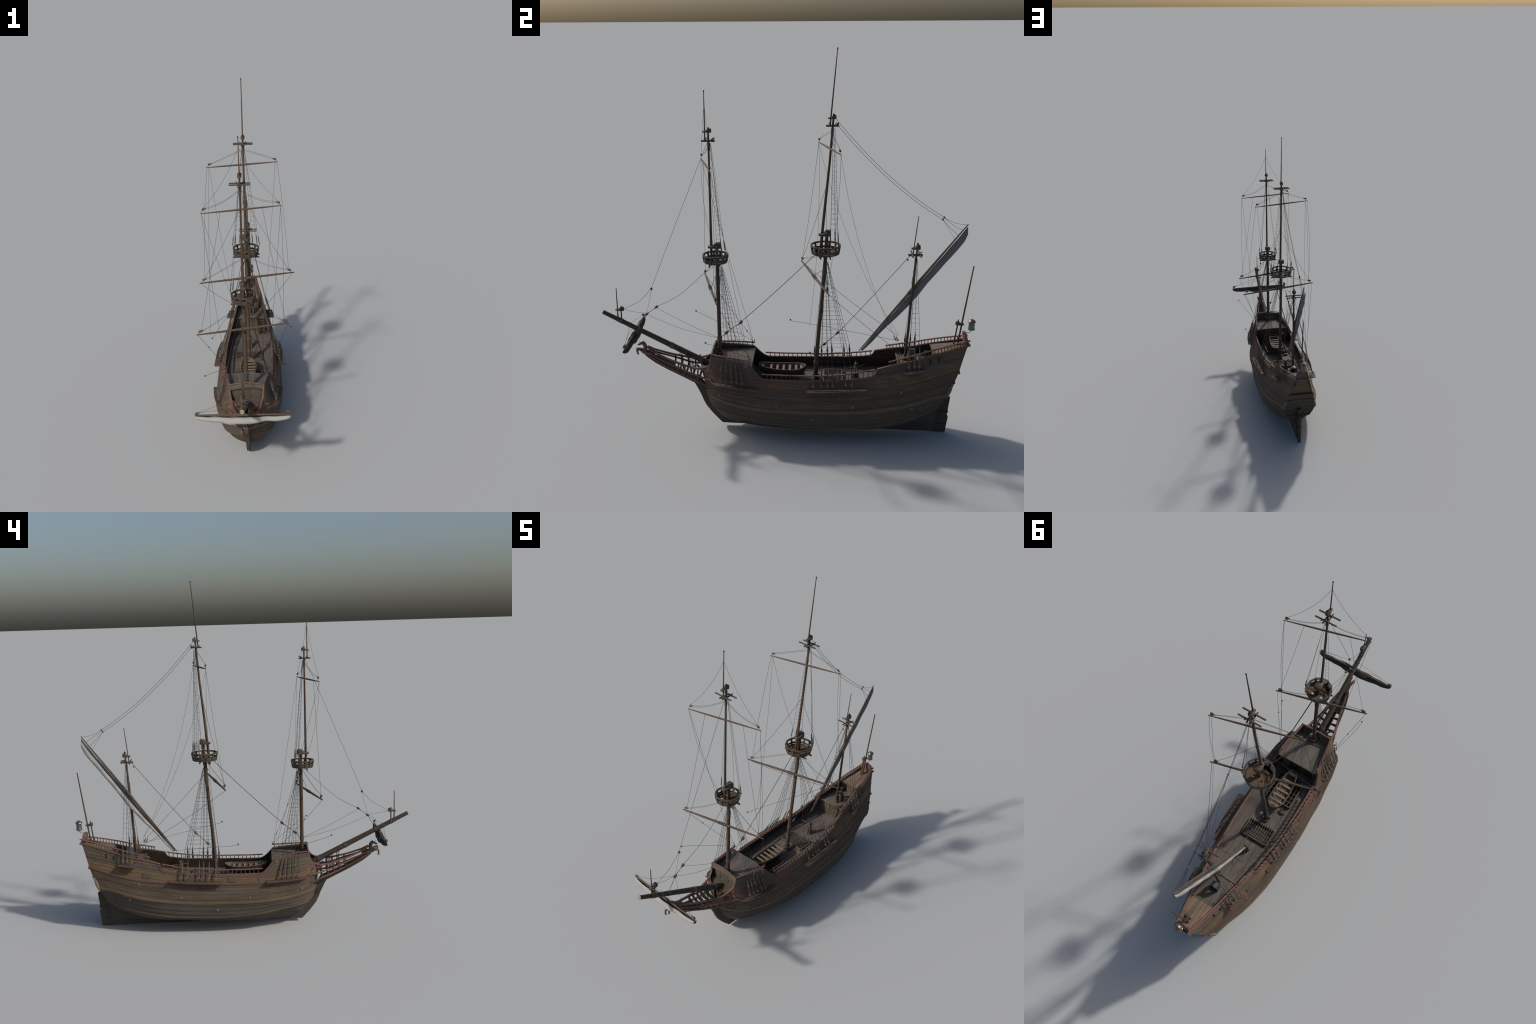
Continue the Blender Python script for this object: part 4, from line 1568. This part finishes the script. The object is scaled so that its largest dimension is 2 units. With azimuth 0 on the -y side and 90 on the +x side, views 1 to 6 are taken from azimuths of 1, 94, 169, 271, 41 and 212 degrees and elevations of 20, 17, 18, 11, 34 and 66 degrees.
# topping lifts from the main top to the lateen yard
for a, b, s in (((0, .236, 1.668), (-.010, .783, 1.182), .040), ((0, .250, 1.632), (-.010, .777, 1.171), .038)):
    sag(a, b, s, .0009, 18)
    bead(b, .0042)
q1, q2 = V((-.010, .783, 1.182)), V((-.010, .777, 1.171))
sag(q1, LA.lerp(LB, .995), .010, .0007); sag(q1, LA.lerp(LB, .955), .008, .0007)
sag(q2, LA.lerp(LB, .915), .003, .0008); sag(q2, LA.lerp(LB, .885), .0, .0006)

# lifts: double ropes from the mast to a block at each yard arm
for blk, tipd, root_, sg in (
        ((-.221, -.453, .810), (-1, 0, -.3), (-.010, -.360, .925), .010), ((.211, -.337, .809), (1, 0, -.3), (.010, -.350, .925), .012),
        ((-.239, .077, .887), (-1, 0, -.3), (-.010, .185, .978), .003), ((.249, .209, .887), (1, 0, -.3), (.010, .192, .978), .014),
        ((-.175, -.448, 1.458), (-1, 0, -.3), (-.005, -.385, 1.53), .013), ((.185, -.353, 1.458), (1, 0, -.3), (.005, -.383, 1.53), .016),
        ((-.185, .159, 1.541), (-1, 0, -.3), (-.005, .215, 1.605), .0), ((.175, .257, 1.541), (1, 0, -.3), (.005, .218, 1.605), .0)):
    block(blk, V(blk) - V(root_) if False else V(tipd), 1.15 if blk[2] < 1 else .95)
    for dz in (-.003, .003):
        sag(V(blk) + V((-.008 * tipd[0], 0, dz + .002)), V(root_) + V((0, 0, dz)), sg, .0006)
    rope([V(blk) + V((.005 * tipd[0], 0, -.005)), V(blk) + V((.014 * tipd[0], 0, -.016))], .0010)
# spritsail lifts
for blk, k, root_ in (((-.222, -.812, .546), -1, (0, -.826, .585)), ((.214, -.808, .546), 1, (0, -.826, .585))):
    block(blk, (k, 0, -.35), 1.15)
    rope([V(blk) + V((-.008 * k, 0, .003)), root_], .0006)
    rope([V(blk) + V((-.006 * k, 0, .004)), V((k * .12, -.80, .585)), (k * .006, -.740, .640)], .0006)
# fore topgallant backstays and braces
for tip, k in (((-.180, -.449, 1.462), -1), ((.189, -.352, 1.462), 1)):
    sag((k * .002, -.399, 1.742), tip, .018, .0006, dirn=V((k * -.7, 0, -.7)))
ft_l, ft_r = V((-.188, -.452, 1.434)), V((.198, -.348, 1.436))
mt_l, mt_r = V((-.200, .157, 1.520)), V((.189, .262, 1.520))
fl_l, fl_r = V((-.236, -.457, .790)), V((.229, -.332, .789))
ml_l, ml_r = V((-.260, .073, .863)), V((.272, .217, .864))
# topsail sheets: from the upper yard arm to the lower yard arm
sag(mt_l, V((-.236, .078, .895)), .010, .0007, dirn=V((-1, .4, 0)))
sag(mt_r, V((.246, .211, .895)), .012, .0007, dirn=V((.5, 1, 0)))
sag(mt_l + V((.010, 0, 0)), V((-.225, .12, .50)), .02, .0006, dirn=V((-.3, 1, 0)))
sag(mt_r - V((.010, 0, 0)), V((.10, .596, .510)), .05, .0006, dirn=V((0, -.7, -.7)))
sag(mt_l + V((.012, 0, 0)), V((-.10, .596, .510)), .05, .0006, dirn=V((0, -.7, -.7)))
sag(ft_l, V((-.060, -.372, .965)), .02, .0006, dirn=V((0, -1, -.3)))
sag(ft_r, V((.205, -.338, .815)), .012, .0007, dirn=V((.5, .5, 0)))
sag(ft_l + V((.09, .025, 0)), V((-.218, -.452, .815)), .006, .0007)
sag(ft_r - V((.09, .025, 0)), V((.212, -.340, .815)), .006, .0007)
sag(ft_r, V((.118, -.188, .465)), .012, .0007, dirn=V((.3, 0, -1)))
sag(ft_l, V((-.118, -.188, .465)), .012, .0007, dirn=V((-.3, 0, -1)))
# braces from the main topmast hoop and lower yard arms
sag((-.006, .192, 1.316), V((-.236, .080, .893)), .012, .0008)
sag((.006, .196, 1.316), V((.246, .208, .893)), .012, .0008)
for e_, k_ in ((fl_l, -1), (fl_r, 1)):
    q_ = V((k_ * .117, -.186, .462))
    sag(e_, q_, .003, .0008); bead(e_.lerp(q_, .36), .0030); bead(e_.lerp(q_, .88), .0032)
sag(ml_l, V((-.098, .594, .506)), .012, .0009); sag(ml_r, V((.098, .600, .486)), .006, .0009)
for s in (-1, 1):
    for yy in (.586, .598):
        m = Mesh()
        m.tube([V((s * .100, yy, .478)), V((s * .100, yy - .010, .492)), V((s * .098, yy - .016, .508))], [.0030, .0026, .0008], 8)
        blocks.append(m)
# halyards behind the masts
rope([(.004, -.376, 1.55), (.012, -.345, 1.25), (.015, -.33, .98)], .0006)
rope([FL(.86) + V((.006, -.012, 0)), V((.006, -.385, .805))], .0009)
rope([MLz(.90) + V((.006, -.012, 0)), V((.008, .15, .88))], .0009)
# brace pendants that end in a bead
for e, a, b in (((-.207, -.509, .582), (-.19, -.42, .545), (-.115, -.19, .455)), ((.233, -.391, .585), (.20, -.33, .55), (.118, -.185, .455)),
                ((-.206, .015, .542), (-.19, .15, .522), (-.11, .60, .472)), ((.254, .13, .555), (.22, .25, .53), (.11, .60, .472))):
    rope([e, V(e) + V((0, .012, -.008)), a, b], .0008)
    bead(e, .0036)
# tack tackles on the forecastle break
for s in (-1, 1):
    m = Mesh()
    m.tube([(s * .118, -.182, .437), (s * .112, -.190, .457), (s * .110, -.192, .466)], [.0032, .0022, .0008], 8)
    m.tube([(s * .118, -.178, .437), (s * .122, -.176, .462)], [.0030, .0008], 8)
    blocks.append(m)
# deadeyes of the topmast shrouds around the tops
def top_shrouds(c, R, zr, head, n, par, z0, z1):
    for s in (-1, 1):
        lines = []
        for i in range(n):
            a = math.radians(18 + 26 * i)
            p = V((s * (R + .003) * math.cos(a - .15), c + (R + .003) * math.sin(a) * .8 + .004, zr))
            low = V((s * (R - .006) * math.cos(a - .15), p.y, zr - .050))
            hd = V((s * .006, head[0] + .004 * i, head[1]))
            d = (hd - p).normalized()
            up = p + d * .075
            m = Mesh()
            m.tube([low, p - d * .006], .0007, 5)
            for f, r in ((0.0, .0036), (.036, .0034)):
                m.ball(p + d * f, r, d, 8, 1.25)
            m.tube([p, p + d * .036], .0026, 6)
            m.tube([p + d * .038, p + d * .060], [.0024, .0008], 6)
            m.obj('deadeye_tackle', M_TACK, par, 50)
            SHROUDS.tube([p + d * .05, hd], .0006, 5, False)
            lines.append((p + d * .05, hd))
        ratlines(lines, z0, z1, .025, .0005)


top_shrouds(-.3625, .066, .985, (-.376, 1.545), 2, foremast, 1.07, 1.52)
top_shrouds(.1995, .076, 1.045, (.228, 1.62), 3, mainmast, 1.13, 1.60)

rigging = rig.obj('rigging', M_ROPE, None, 60)
rigging['kind'] = 'stuff'
SHROUDS.obj('shrouds', M_ROPE, rigging, 60, 'stuff')
RAT.obj('ratlines', M_ROPE, rigging, 60, 'stuff')
for b in blocks:
    b.obj('pulley_block', M_BLOCK, rigging, 50)

# ---------------------------------------------------------------- stern crest, lantern, ensign staff
m = Mesh(); rows = []
prof = [(-.042, .512), (-.044, .522), (-.040, .538), (-.037, .556), (-.034, .566), (-.026, .5735), (-.013, .577), (0, .578), (.013, .577), (.026, .5735), (.034, .566), (.037, .556), (.040, .538), (.044, .522), (.042, .512)]
for k, (dy, sc) in enumerate(((.0, .90), (.002, 1.0), (.013, 1.0), (.017, .92))):
    r = []
    for x, z in prof:
        zz = .512 + (z - .512) * sc
        lean = (z - .512) * -.18
        r.append(V((x * sc, .922 + dy + lean + .012 * (1 - (x / .044) ** 2) * .3, zz)))
    rows.append(r)
m.grid(rows)
n = len(prof)
m.f.append(tuple(range(n))); m.f.append(tuple(3 * n + n - 1 - k for k in range(n)))
crest = m.obj('stern_crest', M_CREST, None, 40)
rnd = random.Random(8)
m = Mesh()
for s in (-1, 1):
    for i in range(6):
        z = .520 + .009 * i
        m.ball((s * (.039 - .0012 * i), .936 - (z - .512) * .15 + rnd.uniform(-.001, .002), z), .0055 - .0003 * i, V((0, .2, 1)), 8, 1.1)
for i in range(7):
    m.ball((-.030 + .010 * i, .9415, .523 + rnd.uniform(-.001, .002)), .0055, V((1, 0, 0)), 8, 1.1)
m.obj('crest_scroll', M_CREST, crest, 70)

m = Mesh()
m.lathe([(.003, -.034), (.009, -.031), (.0165, -.027), (.0178, -.024), (.0165, -.021), (.0150, -.017), (.0142, -.004), (.0146, .010), (.0158, .0165), (.0140, .018)], (0, .9555, .618), n=12)
lantern = m.obj('stern_lantern', M_GLASS)
m = Mesh()
m.lathe([(.0150, .0150), (.0208, .0160), (.0200, .0190), (.0150, .0240), (.0090, .0285), (.0045, .0310), (0, .0325)], (0, .9555, .618), n=12)
m.obj('lantern_roof', M_BRONZE, lantern, 50)
m = Mesh()
m.lathe([(.0155, -.0262), (.0180, -.0255), (.0180, -.0225), (.0155, -.021)], (0, .9555, .618), n=12)
m.obj('lantern_base', M_BRONZE, lantern)
for k in range(6):
    a = k * math.pi / 3
    m = Mesh()
    m.tube([V((.0166 * math.cos(a), .9555 + .0166 * math.sin(a), .596)), V((.0150 * math.cos(a), .9555 + .0150 * math.sin(a), .614)), V((.0160 * math.cos(a), .9555 + .0160 * math.sin(a), .634))], .0009, 5)
    m.obj('lantern_rib', M_BRONZE, lantern)
m = Mesh()
m.tube(spline([(0, .930, .5745), (0, .942, .5735), (0, .950, .5765), (0, .9545, .586)], 5), .0016, 8)
m.obj('lantern_bracket', M_GOLD, lantern)

SP = line_at((0, .8905, .505), (0, .944, .934))
staff = spar([SP(z) for z in (.500, .62, .75, .934)], [.0046, .0044, .0040, .0030], 'ensign_staff', M_MAST)
hoop(SP(.679), .0048, .005, V((0, .12, 1)), staff); hoop(SP(.652), .0048, .005, V((0, .12, 1)), staff)
spar([(0, .8695, .497), (0, .884, .615), (0, .8873, .6455)], [.0040, .0036, .0030], 'staff_post', M_MAST, staff)
cap_block(.916, .873, .621, .019, .018, staff, 'staff_cap')

# ---------------------------------------------------------------- rowboat on deck
m = Mesh()
BY = [-.140, -.12, -.08, -.035, .01, .05, .08, .097, .1055]
BW = [.020, .027, .037, .042, .0445, .043, .034, .018, .0015]
BZ = [.3680, .3655, .3600, .3565, .3560, .3575, .3610, .3645, .3670]
BK = [.338, .326, .318, .3145, .314, .315, .319, .327, .342]
fw, fz, fk = Pchip(list(zip(BY, BW))), Pchip(list(zip(BY, BZ))), Pchip(list(zip(BY, BK)))
outer, inner = [], []
for i in range(37):
    y = -.140 + .2455 * i / 36
    w, zt, zk = fw(y), fz(y), fk(y)
    ro, ri = [], []
    for k in range(13):
        a = math.pi * k / 12
        cx, sz = math.cos(a), math.sin(a)
        x = w * (abs(cx) ** .7) * (1 if cx >= 0 else -1)
        z = zt - (zt - zk) * (sz ** .75)
        ro.append(V((x, y, z)))
        ri.append(V((x * .90, y + (.0 if i < 36 else -.002), zt - (zt - zk - .004) * (sz ** .75))))
    outer.append(ro); inner.append(ri)
m.grid(outer)
m.add(outer[0], [tuple(range(13))])
boat = m.obj('rowboat', M_BOATD, None, 50)
m = Mesh(); m.grid(inner, flip=True)
m.add(inner[0], [tuple(range(13))])
m.obj('boat_lining', M_BOAT, boat, 50)
m = Mesh()
for s in (0, 12):
    m.sweep([r[s] + V((0, 0, .0005)) for r in outer], RECT(.005, .004))
m.beam(outer[0][0], outer[0][12], .004, .006)
m.obj('boat_gunwale', M_BOAT, boat)
for y in (-.125, -.078, -.045, -.012, .021, .054, .082):
    w = fw(y) * .93
    m = Mesh(); m.box((0, y, fz(y) - .007), (2 * w, .0125 if y > -.1 else .020, .0026)); m.obj('boat_thwart', M_THWART, boat)
for x in (-.016, 0, .016):
    m = Mesh(); m.sweep([(x, y, fk(y) + .007) for y in (-.10, -.05, 0, .05, .07)], RECT(.012, .002)); m.obj('boat_floorboard', M_BOAT, boat)
m = Mesh()
m.sweep([(0, -.139, .336), (0, -.08, .315), (0, .01, .312), (0, .07, .315), (0, .1, .332), (0, .107, .369)], RECT(.004, .006), V((1, 0, 0)))
m.obj('boat_keel', M_BOATD, boat)
for y in (-.085, .045):
    m = Mesh(); m.box((0, y, .311), (.060, .008, .010)); m.obj('boat_chock', M_FIT, boat)

# ---------------------------------------------------------------- anchors at the bow
def anchor(s):
    m = Mesh()
    a, b = V((s * .112, -.4045, .325)), V((s * .119, -.425, .279))
    m.tube([a, b], [.0017, .0021], 8)
    o = m.obj('anchor', M_DARK)
    d = (b - a).normalized()
    m = Mesh()
    m.tube(spline([V((s * .107, -.394, .271)), V((s * .114, -.410, .272)), b, V((s * .110, -.437, .286)), V((s * .098, -.452, .297))], 4), [.0010 + .0012 * (1 - abs(i / 8 - 1)) for i in range(17)], 6)
    m.obj('anchor_arm', M_DARK, o)
    m = Mesh(); m.beam(a + V((s * .017, .020, .002)), a + V((s * -.013, -.020, -.002)), .0042, .0046); m.obj('anchor_stock', M_TRIM, o)
    m = Mesh(); m.ring(a - d * .006, .0035, .0007, V((1, 0, 0)), 14, 5); m.obj('anchor_ring', M_IRON, o)
    for q in ((V((s * .107, -.394, .271))), V((s * .098, -.452, .297))):
        m = Mesh(); m.box(q, (.0062, .0022, .006)); m.obj('anchor_fluke', M_DARK, o)
    m = Mesh()
    m.tube([a - d * .008, V((s * .098, -.402, .345)), V((s * .090, -.398, .362))], .0007, 5); m.obj('anchor_lashing', M_ROPE, o)


anchor(1); anchor(-1)
# crane timbers above the anchors
for s in (-1, 1):
    m = Mesh()
    m.beam((s * .098, -.400, .349), (s * .118, -.414, .358), .005, .006)
    m.obj('cathead', M_TRIM, hull)

# ---------------------------------------------------------------- figurehead: rearing horse
fm = Mesh()
def limb(pts, rs, k=5):
    P = spline(pts, k)
    R = []
    for i in range(len(rs) - 1):
        R += [(rs[i] + (rs[i + 1] - rs[i]) * j / k) * 1.12 for j in range(k)]
    fm.tube(P, R + [rs[-1] * 1.12], 10)
    fm.ball(P[0], rs[0] * .98, n=10); fm.ball(P[-1], rs[-1] * .98, n=10)


limb([(0, -.712, .4115), (0, -.728, .4165), (0, -.748, .4195), (0, -.764, .4265), (0, -.771, .432)], [.0110, .0132, .0132, .0126, .0092])
fm.ball((0.0, -.758, .424), .0125, V((0, -.7, .5)), 12, 1.25, 1.05)
for s in (-1, 1):
    fm.ball((s * .0045, -.727, .414), .0108, V((0, -.5, .3)), 10, 1.2)
limb([(0, -.756, .428), (0, -.7545, .444), (0, -.757, .459), (0, -.7645, .472)], [.0112, .0096, .0084, .0068])
limb([(0, -.763, .4735), (0, -.773, .471), (0, -.7835, .4655), (0, -.7915, .4630)], [.0068, .0068, .0048, .0045])
for s in (-1, 1):
    limb([(s * .0038, -.763, .478), (s * .0045, -.7635, .4845)], [.0019, .0009], 3)
limb([(0, -.781, .471), (0, -.7850, .481), (0, -.789, .490)], [.0014, .0011, .0008], 3)
limb([(0, -.767, .480), (0, -.758, .476), (0, -.749, .462), (0, -.7445, .446)], [.0028, .0038, .0038, .0034])
limb([(-.008, -.766, .428), (-.012, -.780, .4315), (-.013, -.7975, .430), (-.0135, -.8005, .414), (-.0125, -.7985, .403)], [.0085, .0068, .0052, .0042, .0050])
limb([(.008, -.768, .432), (.012, -.780, .440), (.0125, -.7945, .4455), (.0125, -.797, .436), (.0115, -.796, .424)], [.0085, .0066, .0050, .0042, .0048])
me = fm.mesh('figurehead', M_COPPER)
fo = link('figurehead_body', me)
rmod = fo.modifiers.new('skin', 'REMESH'); rmod.mode = 'VOXEL'; rmod.voxel_size = .0011
smod = fo.modifiers.new('smooth', 'SMOOTH'); smod.iterations = 2; smod.factor = .5
dg = bpy.context.evaluated_depsgraph_get()
src = bpy.data.meshes.new_from_object(fo.evaluated_get(dg))
bpy.data.objects.remove(fo)
src.shade_smooth()
nrm = [v.normal.copy() for v in src.vertices]


def region(c):
    if c.x < -.0045 and c.y < -.776: return 'forelimb'
    if c.x > .0045 and c.y < -.776 and c.z < .4585: return 'forelimb.r'
    if c.z > .463 and c.y < -.760: return 'head'
    if c.z > .441: return 'neck'
    return 'torso'


parts = {}
for p in src.polygons:
    parts.setdefault(region(p.center), []).append(p)
fig = None
for key in ('torso', 'neck', 'head', 'forelimb', 'forelimb.r'):
    idx, vs, fs = {}, [], []
    for p in parts.get(key, []):
        q = []
        for i in p.vertices:
            if i not in idx:
                idx[i] = len(vs); vs.append(i)
            q.append(idx[i])
        fs.append(q)
    me = bpy.data.meshes.new('figurehead' if key == 'torso' else key.split('.')[0])
    me.from_pydata([src.vertices[i].co for i in vs], [], fs)
    me.materials.append(M_COPPER)
    me.shade_smooth()
    me.normals_split_custom_set_from_vertices([nrm[i] for i in vs])
    if fig is None:
        figroot = bpy.data.objects.new('figurehead', None)
        bpy.context.scene.collection.objects.link(figroot); figroot.parent = root
        fig = figroot
    link(key.split('.')[0], me, fig)
